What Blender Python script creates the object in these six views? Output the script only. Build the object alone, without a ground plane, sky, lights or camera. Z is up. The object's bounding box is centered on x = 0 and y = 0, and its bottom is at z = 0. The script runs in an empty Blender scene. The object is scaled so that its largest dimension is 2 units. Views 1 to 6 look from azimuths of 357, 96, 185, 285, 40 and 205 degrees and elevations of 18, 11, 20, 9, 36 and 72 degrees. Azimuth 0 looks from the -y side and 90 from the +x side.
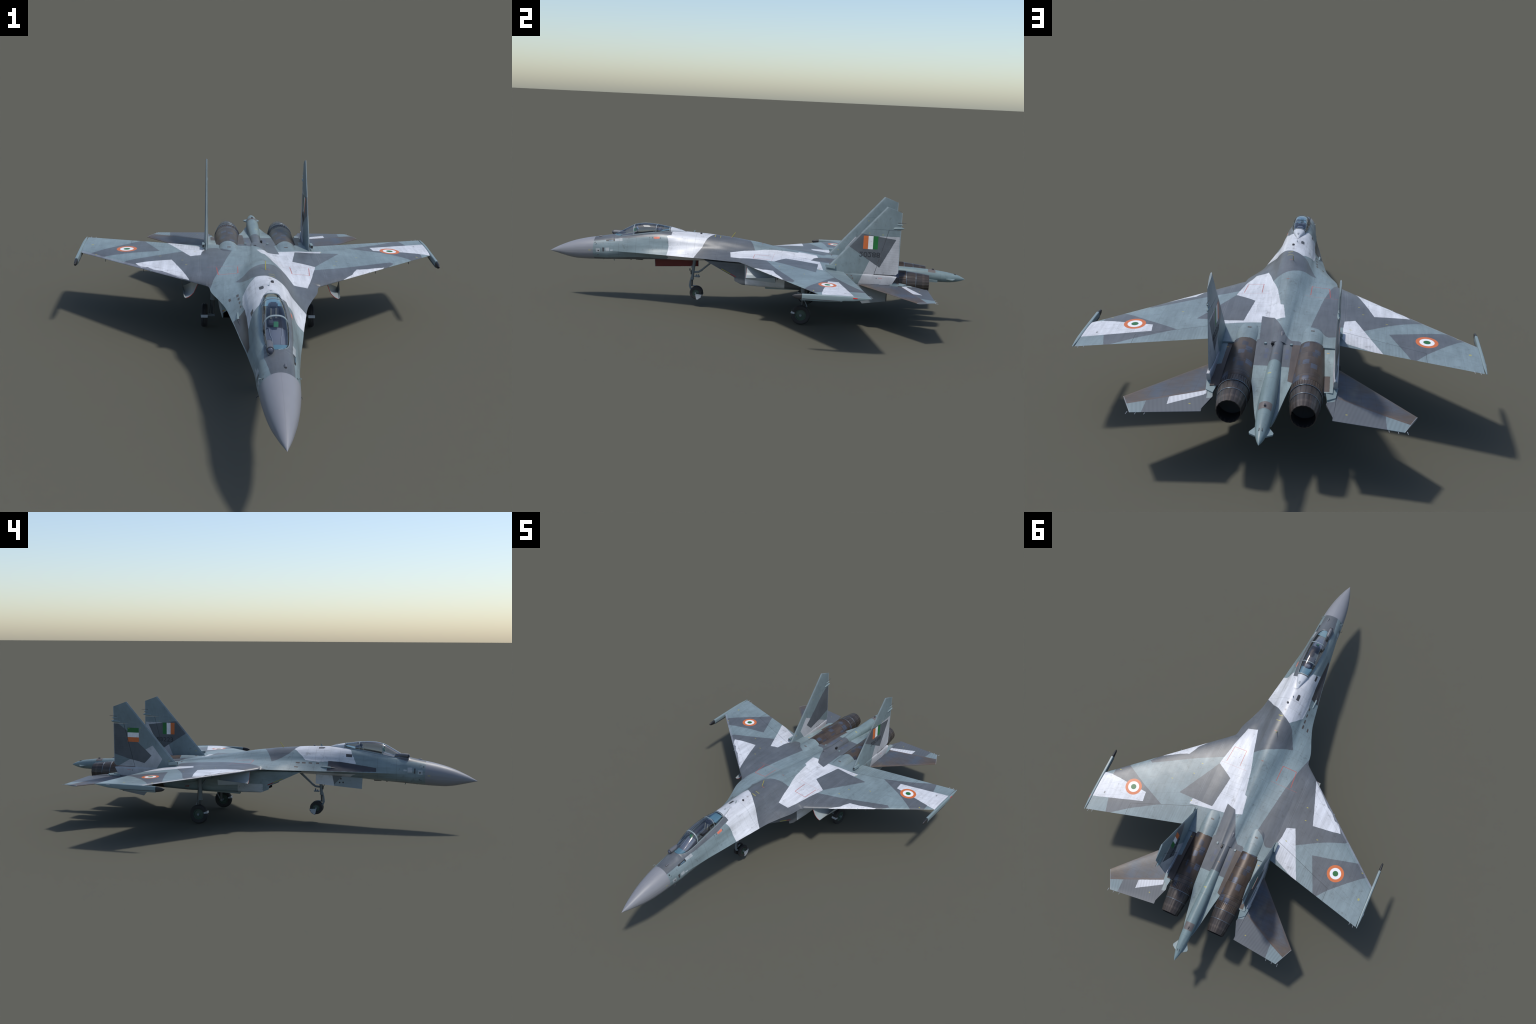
import bpy, bmesh, math, random
import numpy as np
from mathutils import Vector, Matrix

random.seed(7)
pi = math.pi

# ------------------------------------------------------------------ helpers
def pchip(pts):
    """Shape-preserving cubic through (x, value) control points."""
    xs = np.array([p[0] for p in pts], float)
    ys = np.array([p[1] for p in pts], float)
    h = np.diff(xs)
    d = (np.diff(ys).T / h).T
    m = np.zeros_like(ys)
    m[0], m[-1] = d[0], d[-1]
    for i in range(1, len(xs) - 1):
        if d[i - 1] * d[i] > 0:
            w1, w2 = 2 * h[i] + h[i - 1], h[i] + 2 * h[i - 1]
            m[i] = (w1 + w2) / (w1 / d[i - 1] + w2 / d[i])

    def f(x):
        x = min(max(x, xs[0]), xs[-1])
        i = int(min(max(np.searchsorted(xs, x) - 1, 0), len(xs) - 2))
        t = (x - xs[i]) / h[i]
        return float((2*t**3 - 3*t**2 + 1) * ys[i] + (t**3 - 2*t**2 + t) * h[i] * m[i]
                     + (3*t**2 - 2*t**3) * ys[i + 1] + (t**3 - t**2) * h[i] * m[i + 1])
    return f


def lerp(a, b, t):
    return a + (b - a) * t


def spline(points, n, mirror_start=False):
    """Catmull-Rom curve through 2D control points, n samples, chord-length parameter."""
    P = [np.array(p, float) for p in points]
    pre = P[1] * np.array([-1, 1]) if mirror_start else 2 * P[0] - P[1]
    post = 2 * P[-1] - P[-2]
    Q = [pre] + P + [post]
    seg = [max(np.linalg.norm(P[i + 1] - P[i]), 1e-9) for i in range(len(P) - 1)]
    cum = np.concatenate([[0], np.cumsum(seg)])
    out = []
    for s in np.linspace(0, 1, n):
        # uniform in control-point index keeps every column on the same feature
        u = s * (len(P) - 1)
        i = min(int(u), len(P) - 2)
        t = u - i
        p0, p1, p2, p3 = Q[i], Q[i + 1], Q[i + 2], Q[i + 3]
        k0 = max(np.linalg.norm(p1 - p0), 1e-9) ** .5
        k1 = max(np.linalg.norm(p2 - p1), 1e-9) ** .5
        k2 = max(np.linalg.norm(p3 - p2), 1e-9) ** .5
        m1 = ((p1 - p0) / k0 - (p2 - p0) / (k0 + k1) + (p2 - p1) / k1) * k1
        m2 = ((p2 - p1) / k1 - (p3 - p1) / (k1 + k2) + (p3 - p2) / k2) * k1
        out.append((2*t**3 - 3*t**2 + 1) * p1 + (t**3 - 2*t**2 + t) * m1
                   + (3*t**2 - 2*t**3) * p2 + (t**3 - t**2) * m2)
    return out


JET = bpy.data.objects.new("fighter_jet", None)
bpy.context.scene.collection.objects.link(JET)
JET["label"] = "grey camouflage twin-engine fighter jet with orange-white-green roundels, gear down"
JET["category"] = "fighter jet"


def add_mesh(name, verts, faces, mat, parent=None, angle=35, bevel=0.0, kind=None):
    me = bpy.data.meshes.new(name)
    me.from_pydata([tuple(map(float, v)) for v in verts], [], faces)
    bm = bmesh.new()
    bm.from_mesh(me)
    bmesh.ops.remove_doubles(bm, verts=bm.verts, dist=1e-6)
    bmesh.ops.dissolve_degenerate(bm, dist=1e-7, edges=bm.edges)
    bmesh.ops.recalc_face_normals(bm, faces=bm.faces)
    if bevel:
        es = [e for e in bm.edges if len(e.link_faces) == 2 and e.calc_face_angle(0) > 0.6]
        bmesh.ops.bevel(bm, geom=es, offset=bevel, segments=2, affect="EDGES", clamp_overlap=True)
    bm.to_mesh(me)
    bm.free()
    me.polygons.foreach_set("use_smooth", [True] * len(me.polygons))
    me.set_sharp_from_angle(angle=math.radians(angle))
    ob = bpy.data.objects.new(name, me)
    bpy.context.scene.collection.objects.link(ob)
    ob.parent = parent or JET
    if mat:
        me.materials.append(mat)
    if kind:
        ob["kind"] = kind
    return ob


def grid_faces(r, c, wrap=False, base=0):
    f = []
    for i in range(r - 1):
        for j in range(c if wrap else c - 1):
            k = (j + 1) % c
            f.append((base + i*c + j, base + i*c + k, base + (i+1)*c + k, base + (i+1)*c + j))
    return f


def loft(name, rings, mat, caps=(True, True), **kw):
    c = len(rings[0])
    verts = [v for r in rings for v in r]
    faces = grid_faces(len(rings), c, True)
    if caps[0]:
        faces.append(tuple(range(c - 1, -1, -1)))
    if caps[1]:
        b = (len(rings) - 1) * c
        faces.append(tuple(range(b, b + c)))
    return add_mesh(name, verts, faces, mat, **kw)


def split(ob, regions, materials):
    """Cut a finished body into parts by face region; the parts keep the whole body's normals."""
    me = ob.data
    nor = np.empty(len(me.loops) * 3, np.float32)
    me.corner_normals.foreach_get("vector", nor)
    nor = nor.reshape(-1, 3)
    co = np.empty(len(me.vertices) * 3, np.float32)
    me.vertices.foreach_get("co", co)
    co = co.reshape(-1, 3)
    groups = {}
    for p in me.polygons:
        groups.setdefault(regions(p.center), []).append(p)
    parts = {}
    for key, polys in groups.items():
        used, faces, ln = {}, [], []
        for p in polys:
            faces.append([used.setdefault(v, len(used)) for v in p.vertices])
            ln += [nor[i] for i in p.loop_indices]
        m2 = bpy.data.meshes.new(key)
        m2.from_pydata([tuple(map(float, co[v])) for v in used], [], faces)
        m2.polygons.foreach_set("use_smooth", [True] * len(faces))
        m2.normals_split_custom_set([tuple(map(float, n)) for n in ln])
        o2 = bpy.data.objects.new(key, m2)
        bpy.context.scene.collection.objects.link(o2)
        o2.parent = ob.parent
        m2.materials.append(materials[key])
        parts[key] = o2
    bpy.data.objects.remove(ob)
    bpy.data.meshes.remove(me)
    return parts


def mirrored(ob, mat=None, name=None):
    """Copy of a part mirrored across the symmetry plane (real mesh, no negative scale)."""
    me = ob.data.copy()
    bm = bmesh.new()
    bm.from_mesh(me)
    bmesh.ops.transform(bm, matrix=Matrix.Diagonal((-1, 1, 1, 1)), verts=bm.verts)
    bmesh.ops.reverse_faces(bm, faces=bm.faces)
    bm.to_mesh(me)
    bm.free()
    o = bpy.data.objects.new(name or ob.name, me)
    bpy.context.scene.collection.objects.link(o)
    o.parent = ob.parent
    for k in ob.keys():
        o[k] = ob[k]
    if mat:
        me.materials.clear()
        me.materials.append(mat)
    return o


def tube_data(path, radii, n=12, closed_ends=True):
    """Round bar along a polyline."""
    path = [Vector(p) for p in path]
    if not hasattr(radii, "__len__"):
        radii = [radii] * len(path)
    V, F = [], []
    for i, p in enumerate(path):
        d = (path[min(i+1, len(path)-1)] - path[max(i-1, 0)]).normalized()
        a = d.orthogonal().normalized()
        if abs(d.x) < .9:
            a = Vector((1, 0, 0)); a = (a - d * a.dot(d)).normalized()
        b = d.cross(a)
        for k in range(n):
            t = 2*pi*k/n
            V.append(p + (a*math.cos(t) + b*math.sin(t)) * radii[i])
    F = grid_faces(len(path), n, True)
    if closed_ends:
        F.append(tuple(range(n-1, -1, -1)))
        F.append(tuple(range((len(path)-1)*n, len(path)*n)))
    return V, F


def box_data(c, s, rot=None):
    V = [Vector((sx*s[0]/2, sy*s[1]/2, sz*s[2]/2)) for sx in (-1, 1) for sy in (-1, 1) for sz in (-1, 1)]
    if rot:
        V = [rot @ v for v in V]
    V = [v + Vector(c) for v in V]
    return V, [(0, 1, 3, 2), (4, 6, 7, 5), (0, 4, 5, 1), (2, 3, 7, 6), (0, 2, 6, 4), (1, 5, 7, 3)]


def lathe_data(profile, centre, axis="x", n=32):
    """Revolve (along, radius) pairs round an axis through centre."""
    V = []
    for a, r in profile:
        for k in range(n):
            t = 2*pi*k/n
            u, v = r*math.cos(t), r*math.sin(t)
            V.append({"x": (a, u, v), "y": (u, a, v), "z": (u, v, a)}[axis])
    V = [Vector(v) + Vector(centre) for v in V]
    return V, grid_faces(len(profile), n, True)


def join_data(*parts):
    V, F = [], []
    for v, f in parts:
        b = len(V)
        V += list(v)
        F += [tuple(b + i for i in q) for q in f]
    return V, F


def part(name, data, mat, **kw):
    return add_mesh(name, data[0], data[1], mat, **kw)


def plate(name, quad, thick, mat, nu=14, nv=10, axis=0, **kw):
    """Thin lifting-surface piece: quad = fn(u, v) -> point on mid plane, thick = fn(point) half thickness,
    axis = direction of the thickness."""
    V = []
    for s in (1, -1):
        for i in range(nu + 1):
            for j in range(nv + 1):
                p = Vector(quad(i/nu, j/nv))
                o = Vector((0, 0, 0))
                o[axis] = s * thick(p)
                V.append(p + o)
    c = nv + 1
    n = (nu + 1) * c
    F = grid_faces(nu + 1, c) + [tuple(reversed([n + i for i in f])) for f in grid_faces(nu + 1, c)]
    rim = [i*c for i in range(nu + 1)] + [nu*c + j for j in range(1, nv + 1)] \
        + [i*c + nv for i in range(nu - 1, -1, -1)] + [j for j in range(nv - 1, 0, -1)]
    for a, b in zip(rim, rim[1:] + rim[:1]):
        F.append((a, b, n + b, n + a))
    return add_mesh(name, V, F, mat, **kw)


def bilinear(a, b, c, d):
    """u runs a->b (v=0) and d->c (v=1)."""
    a, b, c, d = map(Vector, (a, b, c, d))
    return lambda u, v: (a*(1-u) + b*u)*(1-v) + (d*(1-u) + c*u)*v
# ------------------------------------------------------------------ paint: colours and masks computed in nodes
BLUE, DARK, WHITE = (.173, .226, .243), (.094, .105, .119), (.55, .565, .60)
RADOME, BROWN, STEEL = (.205, .212, .235), (.085, .066, .056), (.10, .125, .155)
ORANGE, FLAG_W, GREEN = (.55, .135, .035), (.75, .75, .75), (.012, .13, .03)
RED, YELLOW, INK, LENS = (.42, .06, .04), (.42, .38, .06), (.018, .018, .02), (.055, .055, .06)
M = {}


def cross2(a, b, c):
    return (b[0]-a[0])*(c[1]-a[1]) - (b[1]-a[1])*(c[0]-a[0])


def hull_and_pockets(pts):
    """Convex hull edges of a simple polygon and, behind each hull edge that bridges a hollow, the hollow's outline."""
    P = [tuple(map(float, p)) for p in pts]
    if sum(P[i-1][0]*P[i][1] - P[i][0]*P[i-1][1] for i in range(len(P))) < 0:
        P.reverse()
    order = sorted(range(len(P)), key=lambda i: P[i])
    def chain(seq):
        out = []
        for i in seq:
            while len(out) > 1 and cross2(P[out[-2]], P[out[-1]], P[i]) <= 1e-12:
                out.pop()
            out.append(i)
        return out
    lo, up = chain(order), chain(order[::-1])
    hull = sorted(set(lo[:-1] + up[:-1]))
    edges, pockets = [], []
    n = len(P)
    for k, i in enumerate(hull):
        j = hull[(k+1) % len(hull)]
        edges.append((P[i], P[j]))
        run = [(i + m) % n for m in range(((j - i) % n) + 1)]
        if len(run) > 2:
            pockets.append(([P[m] for m in run], (P[j], P[i])))
    return edges, pockets


class Paint:
    """Layered paint material; all masks come from object coordinates."""
    def __init__(self, name, base, wobble=.0016):
        self.m = bpy.data.materials.new(name)
        self.m.use_nodes = True
        self.t = self.m.node_tree
        self.N, self.L = self.t.nodes, self.t.links
        self.b = self.N["Principled BSDF"]
        tc = self.N.new("ShaderNodeTexCoord")
        self.raw = tc.outputs["Object"]
        self.p = self.raw
        if wobble:
            n = self.noise(70, 3)
            s = self.vec("SUBTRACT", n.outputs["Color"], (.5, .5, .5))
            s = self.vec("MULTIPLY", s, (wobble*2, wobble*2, wobble*2))
            self.p = self.vec("ADD", self.raw, s)
        rgb = self.N.new("ShaderNodeRGB")
        rgb.outputs[0].default_value = (*base, 1)
        self.c = rgb.outputs[0]
        M[name] = self.m

    def put(self, sock, v):
        if isinstance(v, (int, float)):
            sock.default_value = v
        elif isinstance(v, tuple):
            sock.default_value = v
        else:
            self.L.new(v, sock)

    def math(self, op, a, b=0.0, c=0.0, clamp=False):
        n = self.N.new("ShaderNodeMath")
        n.operation, n.use_clamp = op, clamp
        for s, v in zip(n.inputs, (a, b, c)):
            self.put(s, v)
        return n.outputs[0]

    def vec(self, op, a, b):
        n = self.N.new("ShaderNodeVectorMath")
        n.operation = op
        self.put(n.inputs[0], a)
        self.put(n.inputs[1], b)
        return n.outputs["Value" if op in ("DOT_PRODUCT", "LENGTH", "DISTANCE") else "Vector"]

    def noise(self, scale, detail=2, rough=.55, vector=None, stretch=None):
        n = self.N.new("ShaderNodeTexNoise")
        v = vector or self.raw
        if stretch:
            v = self.vec("MULTIPLY", v, stretch)
        self.L.new(v, n.inputs["Vector"])
        n.inputs["Scale"].default_value = scale
        n.inputs["Detail"].default_value = detail
        n.inputs["Roughness"].default_value = rough
        return n

    def mix(self, fac, col):
        n = self.N.new("ShaderNodeMix")
        n.data_type = "RGBA"
        self.put(n.inputs[0], fac)
        self.L.new(self.c, n.inputs[6])
        if isinstance(col, tuple):
            n.inputs[7].default_value = (*col, 1)
        else:
            self.L.new(col, n.inputs[7])
        self.c = n.outputs[2]

    def half(self, n, c, v):
        d = self.vec("DOT_PRODUCT", v, tuple(map(float, n)))
        return self.math("SUBTRACT", d, float(c))

    def mask(self, pts, plane="xy", side=None, soft=.0005, sharp=False):
        """1 inside the polygon; side = (normal, offset) keeps one side only."""
        ax = ["xyz".index(plane[0]), "xyz".index(plane[1])]
        v = self.raw if sharp else self.p
        total = self.inside(pts, ax, v)
        if side:
            total = self.math("MINIMUM", total, self.half(side[0], side[1], self.raw))
        return self.math("MULTIPLY_ADD", total, .5/soft, .5, clamp=True)

    def inside(self, pts, ax, v, lid=None):
        """Positive inside: hull edges, minus hollows (recursively)."""
        edges, pockets = hull_and_pockets(pts)
        d = None
        for a, b in edges:
            if lid and (math.dist(a, lid[0]) < 1e-9 and math.dist(b, lid[1]) < 1e-9 or math.dist(a, lid[1]) < 1e-9 and math.dist(b, lid[0]) < 1e-9):
                continue
            L = math.dist(a, b)
            n2 = (-(b[1]-a[1])/L, (b[0]-a[0])/L)
            n3 = [0.0, 0.0, 0.0]
            n3[ax[0]], n3[ax[1]] = n2
            e = self.half(n3, n2[0]*a[0] + n2[1]*a[1], v)
            d = e if d is None else self.math("MINIMUM", d, e)
        for q, bridge in pockets:
            e = self.math("MULTIPLY", self.inside(q, ax, v, bridge), -1.0)
            d = self.math("MINIMUM", d, e)
        return d

    def poly(self, col, pts, plane="xy", side=None, alpha=1.0, soft=.0005, sharp=False):
        k = self.mask(pts, plane, side, soft, sharp)
        if alpha < 1:
            k = self.math("MULTIPLY", k, alpha)
        self.mix(k, col)

    def rect(self, col, c, s, plane="xy", **kw):
        (a, b), (w, h) = c, s
        self.poly(col, [(a-w/2, b-h/2), (a+w/2, b-h/2), (a+w/2, b+h/2), (a-w/2, b+h/2)], plane, sharp=True, **kw)

    def line(self, col, a, b, w=.0011, plane="xy", alpha=.5, **kw):
        a, b = np.array(a, float), np.array(b, float)
        t = (b - a) / np.linalg.norm(b - a)
        n = np.array([-t[1], t[0]]) * w/2
        self.poly(col, [tuple(a-n), tuple(b-n), tuple(b+n), tuple(a+n)], plane, alpha=alpha, sharp=True, soft=.0004, **kw)

    def disc(self, rings, c, plane="xy", side=None):
        flat = (1, 1, 0) if plane == "xy" else (0, 1, 1)
        q = self.vec("MULTIPLY", self.raw, flat)
        ctr = (c[0], c[1], 0) if plane == "xy" else (0, c[0], c[1])
        d = self.vec("DISTANCE", q, ctr)
        for r, col in rings:
            k = self.math("SUBTRACT", r, d)
            if side:
                k = self.math("MINIMUM", k, self.half(side[0], side[1], self.raw))
            self.mix(self.math("MULTIPLY_ADD", k, 800.0, .5, clamp=True), col)

    def ribs(self, pts, direction, spacing, alpha=.12, plane="xy"):
        k = self.mask(pts, plane)
        d = self.vec("DOT_PRODUCT", self.raw, direction)
        s = self.math("SINE", self.math("MULTIPLY", d, 2*pi/spacing))
        s = self.math("MULTIPLY_ADD", s, .5, .5)
        self.mix(self.math("MULTIPLY", self.math("MULTIPLY", k, s), alpha), (.03, .035, .045))

    def value(self, fac_socket, low, high):
        """Multiply the colour by low..high following a 0..1 factor."""
        k = self.math("MULTIPLY_ADD", fac_socket, high - low, low)
        n = self.N.new("ShaderNodeVectorMath")
        n.operation = "SCALE"
        self.L.new(self.c, n.inputs[0])
        self.L.new(k, n.inputs["Scale"])
        self.c = n.outputs[0]

    def wear(self, amount=1.0, streak=(1, .12, 1)):
        """Chalky patches, fore-and-aft streaks, small smudges and oil spots."""
        self.value(self.noise(7, 5, .65).outputs["Fac"], 1 - .38*amount, 1 + .38*amount)
        self.value(self.noise(55, 4, .7, stretch=streak).outputs["Fac"], 1 - .36*amount, 1 + .36*amount)
        sm = self.noise(38, 4, .75)
        k = self.math("MULTIPLY_ADD", sm.outputs["Fac"], 9.0, -5.3, clamp=True)
        self.mix(self.math("MULTIPLY", k, .34*amount), (.05, .048, .045))
        v = self.N.new("ShaderNodeTexVoronoi")
        self.L.new(self.raw, v.inputs["Vector"])
        v.inputs["Scale"].default_value = 42
        k = self.math("MULTIPLY_ADD", v.outputs["Distance"], -14.0, 1.0, clamp=True)
        self.mix(self.math("MULTIPLY", k, .22*amount), (.04, .038, .036))

    def plating(self, px, py, alpha=.22):
        """Faint broken panel joints fore-and-aft and across."""
        gate = self.math("MULTIPLY_ADD", self.noise(11, 2).outputs["Fac"], 7.0, -3.1, clamp=True)
        for ax, pitch in (((1.0, 0.0, 0.0), px), ((0.0, 1.0, 0.0), py)):
            u = self.math("FRACT", self.math("MULTIPLY_ADD", self.vec("DOT_PRODUCT", self.raw, ax), 1/pitch, 50.37))
            d = self.math("ABSOLUTE", self.math("SUBTRACT", u, .5))
            k = self.math("MULTIPLY_ADD", d, -pitch/.0005, 1.2, clamp=True)
            self.mix(self.math("MULTIPLY", self.math("MULTIPLY", k, gate), alpha), (.035, .03, .03))

    def done(self, rough=.42, metal=0.0, bump=.05, spec=.42, bump_scale=260):
        self.L.new(self.c, self.b.inputs["Base Color"])
        rn = self.noise(22, 3)
        self.L.new(self.math("MULTIPLY_ADD", rn.outputs["Fac"], .10, rough - .05), self.b.inputs["Roughness"])
        self.b.inputs["Metallic"].default_value = metal
        self.b.inputs["Specular IOR Level"].default_value = spec
        if bump:
            n = self.noise(bump_scale, 2)
            bn = self.N.new("ShaderNodeBump")
            bn.inputs["Strength"].default_value = bump
            bn.inputs["Distance"].default_value = .001
            self.L.new(n.outputs["Fac"], bn.inputs["Height"])
            self.L.new(bn.outputs["Normal"], self.b.inputs["Normal"])
        return self.m


# camouflage fields of the upper side, in plan (x, y), in painting order
TOP = [
    (WHITE, [(.108, -.402), (.097, -.3975), (.0696, -.3945), (.058, -.400), (.0484, -.4085), (.0428, -.3905), (.020, -.397), (-.0290, -.410), (-.0384, -.4290),
             (-.055, -.437), (-.0670, -.4575), (-.0735, -.336), (-.0785, -.285), (-.0765, -.2249), (-.055, -.190), (-.0331, -.1644), (.0026, -.175), (.0402, -.200), (.073, -.222), (.125, -.262), (.14, -.29)]),
    (DARK, [(.130, -.278), (.1168, -.2629), (.095, -.248), (.073, -.2307), (.0402, -.2111), (.0200, -.197), (.0026, -.1845), (-.0331, -.1644), (-.0551, -.1457), (-.0735, -.108), (-.0945, -.0670),
            (-.0700, -.0560), (-.0484, -.0405), (-.018, -.022), (.0184, -.0055), (.040, .005), (.0648, .0180), (.120, .050), (.1798, .0847), (.2937, .1371), (.3384, .1319), (.315, .0828), (.265, .025), (.20, -.08), (.17, -.16)]),
    (DARK, [(.2937, .1371), (.4793, .2388), (.4930, .2317), (.448, .175), (.3384, .1319)]),
    (WHITE, [(.4495, .188), (.37, .085), (.262, .004), (.268, .028), (.315, .0828), (.3384, .1319), (.375, .146)]),
    (WHITE, [(.1405, -.0857), (.0942, -.0947), (.0805, -.045), (.0645, .0186), (.0500, .064), (.0377, .1075), (.0172, .2165), (.0060, .2200), (-.0073, .3020), (.0193, .3104), (.0728, .3185), (.136, .3188), (.150, .23), (.189, .1215), (.1877, .1091), (.163, -.005)]),
    (WHITE, [(.2317, .3170), (.136, .3178), (.0728, .3165), (.0728, .3230), (.150, .3335), (.2377, .3462)]),
    (DARK, [(.189, .1215), (.1133, .1683), (.136, .3188), (.301, .3173)]),
    (DARK, [(.0756, .2796), (.0321, .2917), (.0130, .330), (-.0060, .372), (-.0190, .405), (-.0600, .452), (-.0600, .470), (.0640, .470), (.0690, .400)]),
    (DARK, [(-.19, -.095), (-.1755, -.0544), (-.1539, .0315), (-.1357, .1113), (-.1266, .1648), (-.1110, .260), (-.0986, .3363), (-.1250, .350), (-.1388, .3667), (-.1500, .383), (-.1628, .3927), (-.1857, .3860),
            (-.205, .345), (-.2825, .3305), (-.3685, .2807), (-.425, .254), (-.4790, .2335), (-.50, .21), (-.25, -.04)]),
    (WHITE, [(-.2480, .018), (-.2800, .110), (-.3169, .2200), (-.3850, .2120), (-.4439, .2015), (-.4200, .163), (-.3980, .158), (-.3750, .131), (-.345, .112), (-.28, .045)]),
    (WHITE, [(-.2132, .2755), (-.2505, .2620), (-.3060, .388), (-.3490, .482), (-.2246, .4226), (-.2060, .385), (-.2003, .354), (-.2101, .3199)]),
    (DARK, [(-.366, .3425), (-.4486, .3245), (-.580, .290), (-.635, .330), (-.6061, .3500), (-.5450, .404), (-.4862, .4600), (-.4470, .507), (-.4385, .507)]),
    (DARK, [(.622, .322), (.580, .283), (.470, .345), (.3546, .3995), (.4821, .4765), (.5690, .540), (.5894, .4673), (.622, .362)]),
    (WHITE, [(.665, .3623), (.627, .3600), (.5513, .3671), (.443, .3769), (.4405, .395), (.4368, .4205), (.520, .446), (.665, .4900)]),
]


def on_top(p, x0, x1, y0, y1, side=None):
    for col, pts in TOP:
        xs, ys = [q[0] for q in pts], [q[1] for q in pts]
        if max(xs) > x0 and min(xs) < x1 and max(ys) > y0 and min(ys) < y1:
            p.poly(col, pts, side=side)


def wing_lines(p, sx):
    chord = lambda x, c: (x*sx, lerp(y_lead_(x), y_trail_(x), c))
    for c, a in ((.09, .35), (.23, .22), (.36, .22), (.50, .22), (.64, .25), (.74, .25)):
        p.line((.03, .03, .035), chord(.20, c), chord(.655, c), .0011, alpha=a)
    p.line(INK, chord(.20, .80), chord(.485, .80), .0016, alpha=.8)
    p.line(INK, chord(.4845, .80), chord(.4845, 1.02), .0014, alpha=.75)
    for x in (.212, .219, .352, .43):
        p.line((.30, .31, .33) if x < .3 else (.03, .03, .035), chord(x, .08), chord(x, .78), .0010, alpha=.22)
    p.ribs([chord(.20, .81), chord(.48, .81), chord(.48, 1.02), chord(.20, 1.02)], (1.0, 0.0, 0.0), .0105, .10)
    for x, y in ((.2621, .1528), (.2776, .2104), (.1615, .2574), (.36, .27), (.60, .325), (.235, .33)):
        p.rect(YELLOW, (x*sx, y), (.0075, .0035), alpha=.8)


def y_lead_(x): return -.0337 + (x - .19) * .845
def y_trail_(x): return .4334 + (x - .19) * .2580


for side_name, sx, cx in (("wing_right", 1, .5061), ("wing_left", -1, -.4919)):
    p = Paint(side_name, BLUE)
    on_top(p, *((.185, .7) if sx > 0 else (-.7, -.185)), -.1, .6)
    if sx < 0:
        p.line((.25, .26, .30), (-.27, .0375), (-.66, .3670), .011, alpha=.55)
    wing_lines(p, sx)
    p.plating(.061, .052, .32)
    p.wear(1.0)
    up = ((0, 0, 1.0), .2490)
    p.disc([(.0378, ORANGE), (.0252, FLAG_W), (.0124, GREEN)], (cx, .3763))
    if sx > 0:
        p.rect(INK, (.617, .452), (.006, .010), alpha=.6)
    else:
        p.rect(YELLOW, (-.628, .440), (.009, .010), alpha=.6)
    p.done(rough=.40)

# centre fuselage
p = Paint("center", BLUE)
on_top(p, -.2, .2, -.5, .47)
for y in (-.27, -.16):
    p.line((.03, .03, .035), (-.16, y), (.16, y), .0012, alpha=.30)
for sx, xi, xo in ((1, .0990, .1585), (-1, -.0842, -.1500)):
    p.line(RED, (xi, .0213), (xo, .0213), .0026, alpha=.75)
    p.line(RED, (xi, .0213), (xi - .0012*sx, .098), .0030, alpha=.75)
    p.line(RED, (xo, .0213), (xo + .006*sx, .100), .0030, alpha=.75)
    p.line(RED, (.062*sx, .1084), (.190*sx, .1086), .0011, alpha=.6)
    for y in (.145, .178, .212, .246):
        p.line((.05, .04, .04), (.055*sx, y), (.170*sx, y + .004), .0011, alpha=.32)
    p.line((.05, .04, .04), (.058*sx, .108), (.050*sx, .30), .0011, alpha=.32)
    p.line((.05, .04, .04), (.170*sx, -.02), (.172*sx, .34), .0010, alpha=.25)
    p.line((.05, .04, .04), (.033*sx, .048), (.036*sx, .115), .0010, alpha=.4)
    p.line((.05, .04, .04), (0, .048), (.033*sx, .048), .0010, alpha=.3)
    p.line((.05, .04, .04), (0, .155), (.019*sx, .155), .0010, alpha=.35)
    p.line((.05, .04, .04), (.019*sx, .155), (.017*sx, .215), .0010, alpha=.35)
    p.line((.05, .04, .04), (0, .215), (.017*sx, .215), .0010, alpha=.35)
    p.rect(INK, (.118*sx, .062), (.003, .003), alpha=.6)
for c, w in (((.0172, -.1805), (.019, .0032)), ((.0166, -.1552), (.021, .0026))):
    p.rect(YELLOW, c, w, alpha=.9)
for c, w in (((.0089, -.105), (.011, .005)), ((.0069, .046), (.011, .004))):
    p.rect((.32, .11, .07), c, w, alpha=.7)
p.poly(LENS, [(-.0162, -.300), (-.0190, -.306), (-.0262, -.306), (-.0300, -.301), (-.0306, -.2766), (-.0172, -.2766)], sharp=True)
p.disc([(.0052, (.35, .33, .33)), (.0042, WHITE), (.0018, (.2, .15, .14))], (.0079, -.2135))
# cooling slots on the left shoulder
for a, b in ((-.1817, -.2003), (-.2102, -.2276), (-.2412, -.2576), (-.2752, -.2896)):
    p.poly((.07, .055, .05), [(a, .2935), (b, .2930), (b, .2880), (a, .2885)], "yz", side=((-1, 0, 0), .05), sharp=True)
p.poly((.07, .055, .05), [(-.1797, .2775), (-.1973, .2760), (-.1973, .2715), (-.1797, .2730)], "yz", side=((-1, 0, 0), .05), sharp=True)
p.plating(.047, .039, .40)
p.wear(1.05)
p.done(rough=.40)

# forward fuselage
p = Paint("forward", BLUE)
on_top(p, -.2, .2, -.5, -.3)
p.poly(DARK, [(-.77, .0372), (-.7254, .0392), (-.6665, .0418), (-.6238, .0436), (-.58, .0478), (-.5349, .0503), (-.4729, .0510), (-.43, .0480), (-.3868, .0440), (-.3868, .02), (-.46, .0), (-.60, .0), (-.62, -.030), (-.6394, -.0355), (-.6869, -.0372), (-.7254, -.0300), (-.77, -.0240)], "yx")
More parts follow.
